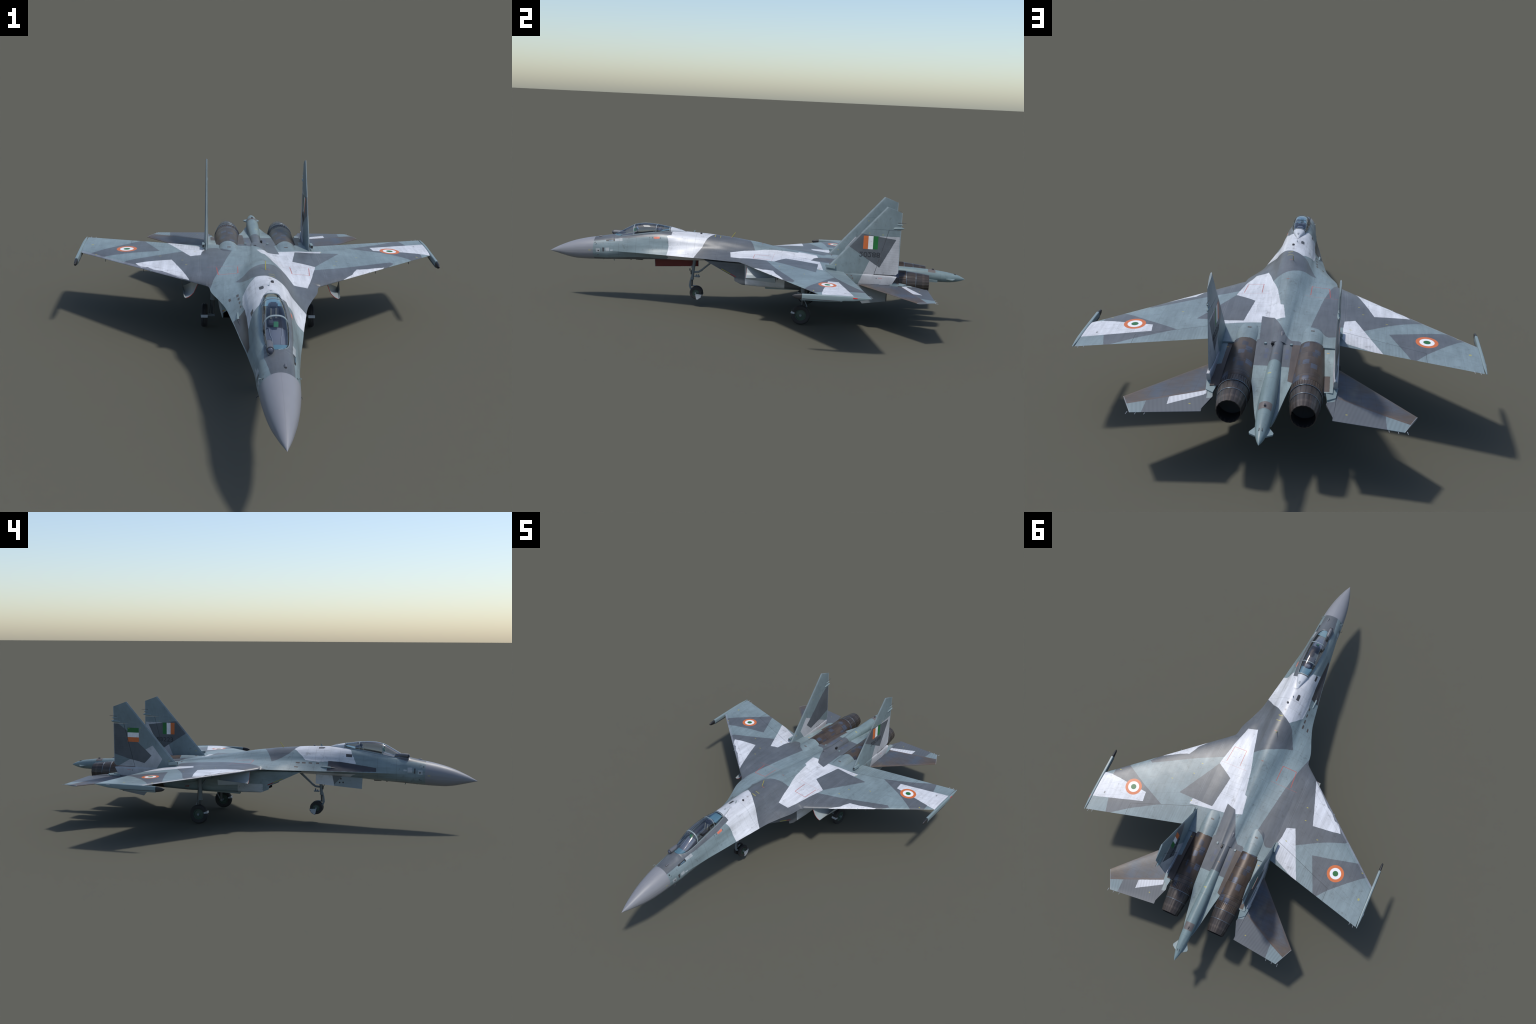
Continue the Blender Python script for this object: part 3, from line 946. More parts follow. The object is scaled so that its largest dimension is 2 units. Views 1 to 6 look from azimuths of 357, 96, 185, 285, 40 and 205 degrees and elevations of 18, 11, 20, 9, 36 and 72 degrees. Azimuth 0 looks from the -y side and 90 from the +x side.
# ------------------------------------------------------------------ wings with flaperons
def build_wing():
    cs = sorted(set(list(np.round((1 - np.cos(np.linspace(0, pi, 30))) / 2, 4)) + [.8]))
    xs = sorted(set(list(np.round(np.linspace(ROOT_X, TIP_X, 33), 4)) + [FLAP_END]))
    V = []
    ring = [(c, 1) for c in cs] + [(c, -1) for c in reversed(cs[1:-1])]
    for x in xs:
        for c, s in ring:
            y = lerp(y_lead(x), y_trail(x), c)
            V.append((x, y, wing_z(x, y, s)))
    n = len(ring)
    F = grid_faces(len(xs), n, True)
    b = (len(xs) - 1) * n
    F.append(tuple(range(b, b + n)))
    ob = add_mesh("wing_whole", V, F, None, angle=40)

    def region(p):
        x = min(max(p.x, ROOT_X), TIP_X)
        c = (p.y - y_lead(x)) / (y_trail(x) - y_lead(x))
        return "flaperon" if c > .8 and p.x < FLAP_END else "wing"
    return split(ob, region, {"wing": M["wing_right"], "flaperon": M["wing_right"]})


for o in list(build_wing().values()):
    mirrored(o, M["wing_left"])

# wing-tip missile rails
def build_rail():
    rings = []
    #        y,    z top,  z bottom, half width
    table = [(.2440, .2428, .2412, .0008), (.2475, .2462, .2370, .0034), (.2550, .2490, .2330, .0046),
             (.2700, .2515, .2300, .0052), (.2820, .2525, .2285, .0054), (.2830, .2530, .2270, .0058),
             (.3500, .2545, .2275, .0060), (.4400, .2560, .2310, .0060), (.4450, .2560, .2345, .0060), (.4900, .2555, .2375, .0058),
             (.5200, .2540, .2425, .0048), (.5580, .2515, .2500, .0015)]
    for y, t, b, w in table:
        m, h = (t + b)/2, (t - b)/2
        r = []
        for k in range(16):
            a = 2*pi*k/16
            ca, sa = math.cos(a), math.sin(a)
            e = .45 if y > .2825 else .8
            r.append((.6665 + w*math.copysign(abs(ca)**e, ca), y, m + h*math.copysign(abs(sa)**e, sa)))
        rings.append(r)
    a = loft("missile_rail", rings[5:], M["grey_blue"], angle=40)
    b = loft("rail_nose", rings[:5] + [rings[4]], M["black"], parent=a, angle=50)
    g = part("rail_groove", box_data((.6728, .36, .2345), (.0012, .15, .0022)), M["dark_metal"], parent=a)
    g2 = part("rail_groove", box_data((.6605, .36, .2345), (.0016, .15, .0022)), M["dark_metal"], parent=a)
    lamp = part("position_lamp", tube_data([(.6710, .484, .2495), (.6712, .490, .2495), (.6712, .502, .2495)], [.0022, .0028, .0018], 10),
                M["lamp_red"], parent=a)
    for o in (a, b, g, g2, lamp):
        m = mirrored(o)
        if o is a:
            am = m
        else:
            m.parent = am
            if o is lamp:
                m.data.materials[0] = M["pale_grey"]
    return a

build_rail()

# ------------------------------------------------------------------ vertical fins and rudders
FIN_X, FIN_TILT = .1945, .0060
def fin_lead_y(z): return .350 + (z - .262) * (.6100 - .350) / (.5612 - .262)
def fin_half(p):
    y, z = p.y, p.z
    a = fin_lead_y(min(z, .5612))
    c = (y - a) / max(.6785 - a, .01)
    t = lerp(.0072, .0032, min(max((z - .25)/.31, 0), 1))
    return max(t * max(foil(c), 0), .0006)
def fin_pt(y, z): return Vector((FIN_X + (z - .26) * FIN_TILT, y, z))
def fin_piece(name, a, b, c, d, nu, nv, **kw):
    q = [fin_pt(*p) for p in (a, b, c, d)]
    return plate(name, bilinear(*q), fin_half, M["fin_right"], nu=nu, nv=nv, axis=0, angle=50, **kw)

def build_fin():
    hinge = lambda z: .5711 + (z - .2531) * (.6254 - .5711) / (.4576 - .2531)
    parts = []
    # fixed lower part, upper part, rudder (gap of 1 mm along the hinge)
    nose_cap = fin_piece("tail_fin", (.3404, .251), (hinge(.251), .251), (hinge(.4576), .4576), (fin_lead_y(.4576), .4576), 22, 14)
    top = fin_piece("tail_fin_tip", (fin_lead_y(.4576), .4576), (.6785, .4595), (.6785, .5365), (.6100, .5612), 18, 8)
    rud = fin_piece("rudder", (hinge(.2560) + .0012, .2560), (.6680, .2560), (.6785, .4575), (hinge(.4575) + .0012, .4575), 10, 14)
    rud2 = fin_piece("rudder_edge", (.6680, .2560), (.6785, .2665), (.6785, .4574), (.6784, .4574), 3, 8)
    top.parent = nose_cap
    rud2.parent = rud
    parts += [nose_cap, top, rud, rud2]
    # fin base carrying the stabiliser pivot; its rear end is cut on a slant
    rings = []
    tab = [(.183, .180, .200, .235, .258), (.190, .172, .204, .217, .262), (.205, .1700, .2050, .2130, .2640), (.262, .1700, .2050, .2085, .2640), (.275, .1720, .2050, .1950, .2640), (.300, .1740, .2045, .1910, .2640), (.35, .1800, .2030, .1915, .2630), (.40, .1850, .2025, .197, .2605), (.46, .1860, .2030, .204, .2560),
           (.52, .1860, .2040, .2025, .2540), (.60, .1865, .2050, .2030, .2535), (.645, .1880, .2045, .2050, .2525), (.673, .1910, .2040, .2060, .2500)]
    for i, (y, x0, x1, z0, z1) in enumerate(tab):
        r = []
        for k in range(20):
            a = 2*pi*k/20
            ca, sa = math.cos(a), math.sin(a)
            x = (x0+x1)/2 + (x1-x0)/2*math.copysign(abs(ca)**.5, ca)
            z = (z0+z1)/2 + (z1-z0)/2*math.copysign(abs(sa)**.5, sa)
            yy = y - (max(0, (y - .60)/.072)) * (z1 - z) * .55
            r.append((x, yy, z))
        rings.append(r)
    boom = loft("tail_boom", rings, M["boom_right"], angle=40)
    # sloping ledge between engine and fin, then a short tail piece beside the nozzle
    zl = pchip([(.43, .2535), (.45, .2505), (.478, .2464), (.50, .2435), (.57, .2320), (.65, .2215), (.69, .2165)])
    xi = pchip([(.43, .146), (.50, .1500), (.60, .1545), (.66, .1585), (.69, .1640)])
    V = []
    ys = np.linspace(.435, .685, 16)
    for y in ys:
        V += [(xi(y), y, zl(y)), (.1760, y, zl(y) + .0006), (.1900, y, zl(y) + .0006), (.1900, y, zl(y) - .012), (xi(y), y, zl(y) - .012)]
    ledge = add_mesh("boom_ledge", V, grid_faces(16, 5, True) + [(4, 3, 2, 1, 0), tuple(range(75, 80))], M["ledge_right"], parent=boom, angle=40)
    tailp = plate("boom_fairing", bilinear((.1640, .655, .2155), (.1745, .7200, .2080), (.2000, .7000, .2060), (.2060, .645, .2110)),
                  lambda p: .0045, M["grey_blue"], nu=5, nv=4, axis=2, parent=boom)
    parts += [boom, ledge, tailp]
    # small air scoop ahead of the fin root
    scoop = part("fin_root_intake", box_data((.2045, .378, .2785), (.010, .044, .013), Matrix.Rotation(-.10, 3, "X")), M["grey_blue"], parent=boom, bevel=.0008)
    mouth = part("intake_mouth", box_data((.2045, .3562, .2807), (.0075, .0012, .0100)), M["black"], parent=boom)
    parts.append(mouth)
    # antenna pods on the trailing edge
    pod = part("tail_pod", tube_data([(.1958, .641, .4665), (.1958, .647, .4665), (.1958, .660, .4668), (.1958, .682, .4675), (.1958, .691, .468)],
                                     [.0012, .0040, .0052, .0046, .0008], 14), M["grey_blue"], parent=nose_cap)
    pod2 = part("tail_antenna", tube_data([(.1959, .655, .4830), (.1959, .665, .4832), (.1959, .684, .4832)], [.0012, .0028, .0024], 10), M["grey_blue"], parent=nose_cap)
    rod = part("static_rod", tube_data([(.1960, .662, .4912), (.1960, .672, .4915), (.1960, .698, .4930)], [.0016, .0012, .0006], 8), M["dark_metal"], parent=nose_cap)
    # ventral fin
    vf = plate("ventral_fin", bilinear((.2010, .455, .206), (.2010, .631, .206), (.2010, .631, .1360), (.2010, .527, .1190)),
               lambda p: .0028, M["ventral"], nu=10, nv=6, axis=0, angle=50)
    ve = part("ventral_edge", box_data((.2010, .6330, .170), (.0062, .004, .068)), M["black"], parent=vf)
    parts += [scoop, pod, pod2, rod, vf, ve]
    return parts

made = {}
for o in build_fin():
    m = mirrored(o)
    made[o] = m
for o, m in made.items():
    if o.parent in made:
        m.parent = made[o.parent]
    if m.data.materials and m.data.materials[0] == M["fin_right"]:
        m.data.materials[0] = M["fin_left"]
    if m.data.materials and m.data.materials[0] == M["boom_right"]:
        m.data.materials[0] = M["boom_left"]
    if m.data.materials and m.data.materials[0] == M["ledge_right"]:
        m.data.materials[0] = M["ledge_left"]

# ------------------------------------------------------------------ all-moving stabilators
def stab_z(x, y): return .2045 - (x - .2) * .034 - max(0, y - .70) * .055
def stab_half(p):
    x = max(p.x, .2)
    t = (x - .2) / .244
    a, b = lerp(.505, .752, t), lerp(.812, .834, t)
    c = (p.y - a) / max(b - a, .01)
    return max(lerp(.0070, .0032, min(t, 1)) * foil(c), .0007)
def build_stab():
    P = lambda x, y: Vector((x, y, stab_z(x, y)))
    main = plate("stabilator", bilinear(P(.205, .508), P(.4450, .7510), P(.4045, .8335), P(.1945, .8125)), stab_half, M["stab_right"], nu=22, nv=18, axis=2, angle=40)
    root = plate("stabilator_root", bilinear(P(.2050, .560), P(.2030, .660), P(.1965, .800), P(.1722, .735)), stab_half, M["stab_right"], nu=6, nv=8, axis=2, angle=40, parent=main)
    return main, root
s_main, s_root = build_stab()
sm = mirrored(s_main, M["stab_left"])
sr = mirrored(s_root, M["stab_left"])
sr.parent = sm
def static_wicks():
    spots = [((.412, .8330, .1900), (.414, .8420, .1895)), ((.385, .8315, .1900), (.387, .8405, .1895)), ((.358, .8290, .1903), (.360, .8380, .1898)),
             ((.648, .5520, .2510), (.649, .5620, .2505)), ((.630, .5475, .2512), (.631, .5570, .2507))]
    for sx in (1, -1):
        for a, b in spots:
            d = tube_data([(a[0]*sx, a[1] - .004, a[2]), (b[0]*sx, b[1], b[2])], [.0009, .0006], 6)
            part("static_wick", d, M["pale_grey"])
static_wicks()

# ------------------------------------------------------------------ tail sting between the engines
def build_sting():
    top = pchip([(.40, .2720), (.46, .2690), (.58, .2640), (.694, .2609), (.75, .2600), (.80, .2575), (.834, .2560), (.884, .2512), (.93, .2447), (.9675, .2355), (.99, .2250), (.9985, .2195)])
    bot = pchip([(.40, .235), (.58, .2180), (.694, .2080), (.75, .2040), (.80, .2020), (.834, .2012), (.884, .1996), (.93, .2010), (.9675, .2073), (.99, .2150), (.9985, .2187)])
    wid = pchip([(.40, .0180), (.456, .0192), (.50, .0205), (.577, .0220), (.694, .0245), (.75, .0258), (.80, .0262), (.86, .0240), (.905, .0212), (.953, .0150), (.98, .0078), (.9985, .0004)])
    rings = []
    for y in list(np.linspace(.40, .96, 40)) + list(np.linspace(.966, .9985, 12)):
        m, h, w = (top(y)+bot(y))/2, (top(y)-bot(y))/2, wid(y)
        rings.append([(w*math.cos(2*pi*k/40), y, m + h*math.sin(2*pi*k/40)) for k in range(40)])
    s = loft("tail_sting", rings, M["sting"], angle=40)
    for sx in (1, -1):
        f = plate("sting_finlet", bilinear((.0150*sx, .902, .2195), (.0345*sx, .934, .2180), (.0335*sx, .942, .2175), (.0130*sx, .956, .2190)),
                  lambda p: .0022, M["grey_blue"], nu=5, nv=5, axis=2, parent=s)
    part("sting_sensor", box_data((0, .8485, .2570), (.0055, .010, .006)), M["dark_metal"], parent=s, bevel=.001)
    part("sting_band", loft_band(wid, top, bot, .826, .860, 1.012), M["brown_panel"], parent=s)
    for x in (-.0045, .0045):
        part("chaff_slot", box_data((x, .951, .2395), (.0016, .010, .003), Matrix.Rotation(-.22, 3, "X")), M["dark_metal"], parent=s)
    return s

def loft_band(wid, top, bot, y0, y1, k):
    """Upper half band hugging the sting."""
    V = []
    ys = np.linspace(y0, y1, 5)
    for y in ys:
        m, h, w = (top(y)+bot(y))/2, (top(y)-bot(y))/2, wid(y)
        for j in range(17):
            a = lerp(.22*pi, .78*pi, j/16)
            V.append((w*k*math.cos(a), y, m + h*k*math.sin(a)))
    return V, grid_faces(5, 17)

STING = build_sting()

def build_tail_deck():
    # flat deck between the engines that narrows on to the sting
    V = []
    half = pchip([(.42, .075), (.52, .0720), (.60, .0690), (.655, .0650), (.69, .0585), (.715, .053), (.86, .0255), (.875, .021)])
    zt = pchip([(.42, .2605), (.457, .2575), (.589, .2440), (.69, .2290), (.818, .2135), (.875, .2100)])
    ys = np.linspace(.43, .872, 24)
    for y in ys:
        w, z = half(y), zt(y)
        for x, dz in ((-w, 0), (-w*.5, .0008), (0, .001), (w*.5, .0008), (w, 0), (w*.97, -.010), (0, -.014), (-w*.97, -.010)):
            V.append((x, y, z + dz))
    F = grid_faces(24, 8, True) + [tuple(range(7, -1, -1)), tuple(range(23*8, 24*8))]
    d = add_mesh("tail_deck", V, F, M["deck"], angle=40)
    for sx in (1, -1):
        part("deck_hinge_block", box_data((.0430*sx, .459, .2592), (.008, .010, .0060)), M["grey_blue"], parent=d, bevel=.0005)
    part("deck_vent", box_data((.0190, .4672, .2655), (.008, .013, .0095)), M["black"], parent=d, bevel=.001)
    # spine air scoop
    part("spine_scoop", tube_data([(-.0070, .392, .2690), (-.0070, .400, .2690), (-.0068, .416, .2665)], [.0072, .0076, .0052], 14), M["slate"], parent=d)
    part("spine_scoop_mouth", tube_data([(-.0070, .3914, .2692), (-.0070, .3925, .2692)], [.0056, .0056], 14), M["black"], parent=d)
    return d
build_tail_deck()
# ------------------------------------------------------------------ intake nacelles and engines
ENG_X = .1100
def rounded_ring(x0, x1, z0, z1, e, n=64):
    """Superellipse section, points evenly spaced along its outline."""
    a = np.linspace(0, 2*pi, 721) + pi/4
    ca, sa = np.cos(a), np.sin(a)
    x = (x0+x1)/2 + (x1-x0)/2*np.sign(ca)*np.abs(ca)**e
    z = (z0+z1)/2 + (z1-z0)/2*np.sign(sa)*np.abs(sa)**e
    s = np.concatenate([[0], np.cumsum(np.hypot(np.diff(x), np.diff(z)))])
    t = np.linspace(0, s[-1], n + 1)[:-1]
    return list(zip(np.interp(t, s, x), np.interp(t, s, z)))

def lip_y(z):
    """Raked intake mouth seen from the side."""
    if z > .1826:
        return -.066 - (z - .1826) * 2.10
    return -.066 + max(0, .166 - z) * 2.4

def build_nacelle():
    x_in = pchip([(-.2, .074), (.05, .070), (.20, .064), (.33, .060), (.45, .0600)])
    x_out = pchip([(-.2, .1205), (-.06, .1340), (-.01, .1405), (.05, .1460), (.20, .1550), (.33, .1600), (.45, .1600)])
    z_top = pchip([(-.2, .2520), (.0, .2530), (.20, .2580), (.28, .2640), (.33, .2700), (.38, .2738), (.42, .2745), (.45, .2735)])
    z_bot = pchip([(-.2, .1495), (-.03, .1490), (.03, .1475), (.10, .1475), (.25, .1445), (.32, .1435), (.38, .1450), (.45, .1465)])
    expo = pchip([(-.2, .13), (.05, .20), (.20, .36), (.33, .62), (.40, .78), (.45, .97)])
    rings = []
    n = 64
    # outer skin: first rows follow the raked lip, then plain sections
    for r in np.linspace(0, 1, 12):
        base = rounded_ring(x_in(-.05), x_out(-.05), z_bot(-.05), z_top(-.05), expo(-.05), n)
        end = rounded_ring(x_in(.05), x_out(.05), z_bot(.05), z_top(.05), expo(.05), n)
        ring = []
        for (xa, za), (xb, zb) in zip(base, end):
            if xa > .1:
                xa = xa - x_out(-.05) + x_out(lip_y(za))
            x, z = lerp(xa, xb, r**.8), lerp(za, zb, r)
            ring.append((x, lerp(lip_y(za), .05, r), z))
        rings.append(ring)
    for y in np.linspace(.06, .45, 34):
        rings.append([(x, y, z) for x, z in rounded_ring(x_in(y), x_out(y), z_bot(y), z_top(y), expo(y), n)])
    nac = loft("engine_nacelle", rings, M["nacelle_right"], caps=(False, True), angle=35)
    # duct inside the mouth, a lip thickness smaller
    duct = []
    for r in np.linspace(0, 1, 8):
        ring = []
        for (xa, za) in rounded_ring(x_in(-.05), x_out(-.05), z_bot(-.05), z_top(-.05), expo(-.05), n):
            if xa > .1:
                xa = xa - x_out(-.05) + x_out(lip_y(za))
            cx, cz = (x_in(-.05)+x_out(-.05))/2, (z_bot(-.05)+z_top(-.05))/2
            k = .95 if r > 0 else 1.0
            ring.append((cx + (xa-cx)*k, lerp(lip_y(za) + (.003 if r > 0 else 0), .16, r), cz + (za-cz)*k))
        duct.append(ring)
    loft("intake_duct", duct, M["black"], caps=(False, True), parent=nac, angle=50)
    # vertical louvre slots on the outer wall
    V = []
    for k in range(9):
        y = -.128 + k * .0115
        zt_ = .2465 - .0004*k
        V.append(box_data((x_out(y) + .0004, y, zt_ - .0155 - .0006*k), (.0012, .0028, .020 + .0012*k)))
    part("intake_louvres", join_data(*V), M["dark_metal"], parent=nac, kind="stuff")
    # red and yellow warning edge on the mouth
    part("intake_warning_edge", tube_data([(.1345, -.0590, .1860), (.1320, -.0850, .1980)], .0022, 6), M["red_edge"], parent=nac)
    part("intake_warning_edge", tube_data([(.1320, -.0850, .1980), (.1275, -.1290, .2180)], .0016, 6), M["yellow_mark"], parent=nac)
    # under-nacelle stores rail
    part("nacelle_pylon", box_data((.110, .177, .1440), (.012, .200, .014), Matrix.Rotation(.030, 3, "X")), M["grey_blue"], parent=nac, bevel=.002)
    # vents on the cowl shoulder
    part("cowl_vent", box_data((.108, .371, .2735), (.014, .007, .0026)), M["brown_panel"], parent=nac, bevel=.001)
    for dx, y in ((-.036, .444), (.038, .444)):
        part("cowl_drain", tube_data([(.110+dx, y-.004, .2530), (.110+dx, y+.002, .2545)], [.0016, .0030], 8), M["black"], parent=nac)
    return nac

def build_engine():
    prof = [(.4465, .0490), (.4480, .0508), (.50, .0512), (.60, .0515), (.660, .0515), (.6850, .0512), (.688, .0498), (.705, .0495), (.7205, .0502)]
    cz = pchip([(.44, .2230), (.60, .2155), (.70, .2115), (.83, .2108)])
    n = 64
    # the lower half is deeper: it wraps the gearbox
    low = pchip([(.44, .1460), (.52, .1500), (.60, .1545), (.685, .1598), (.72, .1608)])
    rings = [[(ENG_X + r*math.cos(2*pi*k/n), y, cz(y) + (r if math.sin(2*pi*k/n) > 0 else max(r, cz(y) - low(y)))*math.sin(2*pi*k/n)) for k in range(n)] for y, r in prof]
    eng = loft("engine_cowl", rings, M["engine"], caps=(True, True), angle=30)
    c0 = .2110
    # bright retaining rings
    for y, r in ((.7205, .0512), (.7630, .0462)):
        V, F = [], []
        m, q = 64, 8
        for k in range(m):
            for j in range(q):
                rr = r + .0009*math.cos(2*pi*j/q)
                V.append((ENG_X + rr*math.cos(2*pi*k/m), y + .0009*math.sin(2*pi*j/q), cz(y) + rr*math.sin(2*pi*k/m)))
        for k in range(m):
            for j in range(q):
                F.append((k*q + j, ((k+1) % m)*q + j, ((k+1) % m)*q + (j+1) % q, k*q + (j+1) % q))
        add_mesh("nozzle_ring", V, F, M["ring_metal"], parent=eng, angle=60)
    # actuator fingers
    fing = []
    for k in range(40):
        a = 2*pi*k/40
        v, f = box_data((0, 0, 0), (.0028, .030, .0022))
        ctr = Vector((ENG_X + .0502*math.sin(a)*1.0, .7020, cz(.702) + .0502*math.cos(a)))
        RR = Matrix.Rotation(a, 3, "Y")
        v = [RR @ p + ctr for p in v]
        fing.append((v, f))
    part("nozzle_actuators", join_data(*fing), M["engine"], parent=eng, kind="stuff")
    # overlapping nozzle petals, one mesh shared by all
    count, petals = 18, []
    V = []
    tab = [(.7195, .0496), (.735, .0490), (.750, .0476), (.7630, .0455), (.780, .0440), (.800, .0416), (.8225, .0380)]
    da = 2*pi/count * .5 * .975
    for s in (0, 1):
        for y, r in tab:
            for j in range(7):
                a = lerp(-da, da, j/6)
                rr = (r + .0004*math.cos(j/6*2*pi - pi) * (1 if y > .755 else .3)) - s*.0022
                V.append((rr*math.sin(a), y, rr*math.cos(a)))
    nn = len(tab)*7
    F = grid_faces(len(tab), 7) + [tuple(reversed([nn + i for i in f])) for f in grid_faces(len(tab), 7)]
    rim = [i*7 for i in range(len(tab))] + [(len(tab)-1)*7 + j for j in range(1, 7)] + [i*7 + 6 for i in range(len(tab)-2, -1, -1)] + [j for j in range(5, 0, -1)]
    for a, b in zip(rim, rim[1:] + rim[:1]):
        F.append((a, b, nn + b, nn + a))
    first = add_mesh("nozzle_petal", V, F, M["petal"], parent=eng, angle=40)
    for k in range(count):
        o = first if k == 0 else first.copy()
        if k:
            bpy.context.scene.collection.objects.link(o)
            o.parent = eng
        o.matrix_local = Matrix.Translation((ENG_X, 0, c0)) @ Matrix.Rotation(2*pi*(k + .5)/count, 4, "Y")
        petals.append(o)
    # inner liner, dark, closed at the afterburner
    lin = [(.8205, .0362), (.800, .0390), (.768, .0422), (.760, .0418), (.757, .030), (.750, .012), (.748, .001)]
    rings = [[(ENG_X + r*math.cos(2*pi*k/48), y, c0 + r*math.sin(2*pi*k/48)) for k in range(48)] for y, r in lin]
    loft("nozzle_liner", rings, M["soot"], caps=(False, True), parent=eng, angle=30)
    return eng, petals

nac = build_nacelle()
eng, petals = build_engine()
for root in (nac, eng):
    kids = [c for c in list(root.children) if c not in petals]
    m = mirrored(root, M["nacelle_left"] if root is nac else None)
    for c in kids:
        k = mirrored(c)
        k.parent = m
    if root is eng:
        for k, p in enumerate(petals):
            o = p.copy()
            bpy.context.scene.collection.objects.link(o)
            o.parent = m
            o.matrix_local = Matrix.Translation((-ENG_X, 0, .2110)) @ Matrix.Rotation(2*pi*(k + .5)/18, 4, "Y")

# ------------------------------------------------------------------ canopy
sill_x = pchip([(-.6755, .0), (-.672, .0105), (-.666, .0185), (-.655, .0262), (-.639, .0312), (-.600, .0350), (-.550, .0358), (-.455, .0330), (-.400, .0252), (-.330, .0030)])
sill_z = pchip([(-.6755, .3285), (-.655, .3250), (-.639, .3248), (-.600, .3306), (-.550, .3395), (-.455, .3540), (-.400, .3588), (-.330, .3610)])
glass_top = pchip([(-.6755, .3287), (-.660, .3365), (-.647, .3440), (-.6305, .3533), (-.605, .3678), (-.5800, .3802), (-.550, .3885), (-.5243, .3913), (-.508, .3913), (-.465, .3883), (-.430, .3838), (-.400, .3788), (-.360, .3705), (-.345, .3670), (-.330, .3614)])

def canopy_ring(y, off=0.0, n=29, a0=0.0, a1=1.0):
    s, z0, t = max(sill_x(y), 1e-5), sill_z(y), glass_top(y)
    out = []
    e = 2/2.5
    for k in range(n):
        a = pi * lerp(a0, a1, k/(n-1))
        ca, sa = math.cos(a), math.sin(a)
        x = (s + off + .0012*sa) * math.copysign(abs(ca)**e, ca)
        z = z0 + (t - z0 + off) * abs(sa)**e
        out.append((x, y, z))
    return out

def canopy_shell(name, ys, mat, off=0.0, **kw):
    rings = [canopy_ring(y, off) for y in ys]
    return add_mesh(name, [v for r in rings for v in r], grid_faces(len(rings), 29), mat, angle=60, **kw)

CAN = canopy_shell("windscreen", list(np.linspace(-.6752, -.64, 14)) + list(np.linspace(-.636, -.578, 14)), M["glass"])
canopy_shell("canopy", list(np.linspace(-.572, -.402, 34)), M["glass"])
# solid fairing behind the glass
def fairing():
    rings = []
    for y in np.linspace(-.400, -.3285, 14):
        rings.append(canopy_ring(y, .0006))
    V = [v for r in rings for v in r]
    F = grid_faces(14, 29)
    o = add_mesh("canopy_fairing", V, F, M["white_paint"], angle=60)
    part("fairing_lamp", box_data((.001, -.360, .3705), (.0080, .012, .0045), Matrix.Rotation(-.22, 3, "X")), M["pale_grey"], parent=o, bevel=.0012)
    part("fairing_lens", tube_data([(.0005, -.353, .3682), (.0005, -.352, .3690)], .0022, 10), M["black"], parent=o)
    return o
fairing()

def arch(name, y0, y1, off, depth, mat, **kw):
    """Frame bow: band of the canopy section with a little depth."""
    rings = [canopy_ring(y0, off), canopy_ring((y0+y1)/2, off + .0004), canopy_ring(y1, off), canopy_ring(y1, off - depth), canopy_ring(y0, off - depth)]
    V = [v for r in rings for v in r]
    F = grid_faces(5, 29)
    F += [(4*29 + j, 4*29 + j + 1, j + 1, j) for j in range(28)]
    return add_mesh(name, V, F, mat, angle=50, **kw)

def sill_rail(name, ys, mat, w, h, up, out=0.0):
    """Frame strip along both cockpit sills."""
    obs = []
    for sx in (1, -1):
        V = []
        for y in ys:
            x, z = sill_x(y) + out, sill_z(y) + up
            for dx, dz in ((-w, 0), (-w, h), (w*.4, h), (w, 0)):
                V.append(((x + dx)*sx, y, z + dz))
        F = grid_faces(len(ys), 4, True) + [(3, 2, 1, 0), tuple(range((len(ys)-1)*4, len(ys)*4))]
        obs.append(add_mesh(name, V, F, mat, angle=50))
    return obs

arch("canopy_frame", -.5768, -.5722, .0006, .0018, M["frame"])
arch("canopy_frame", -.4668, -.4638, .0005, .0020, M["frame"])
arch("canopy_frame", -.4035, -.4000, .0008, .0022, M["frame"])
arch("canopy_seal", -.4000, -.3970, .0011, .0022, M["dark_metal"])
sill_rail("canopy_rail", list(np.linspace(-.574, -.400, 30)), M["frame"], .0016, .0030, -.0002, .0006)
sill_rail("windscreen_rail", list(np.linspace(-.668, -.574, 26)), M["frame"], .0013, .0020, -.0004, .0003)
sill_rail("canopy_hook_rail", list(np.linspace(-.566, -.408, 20)), M["cream"], .0010, .0024, .0012, -.0030)

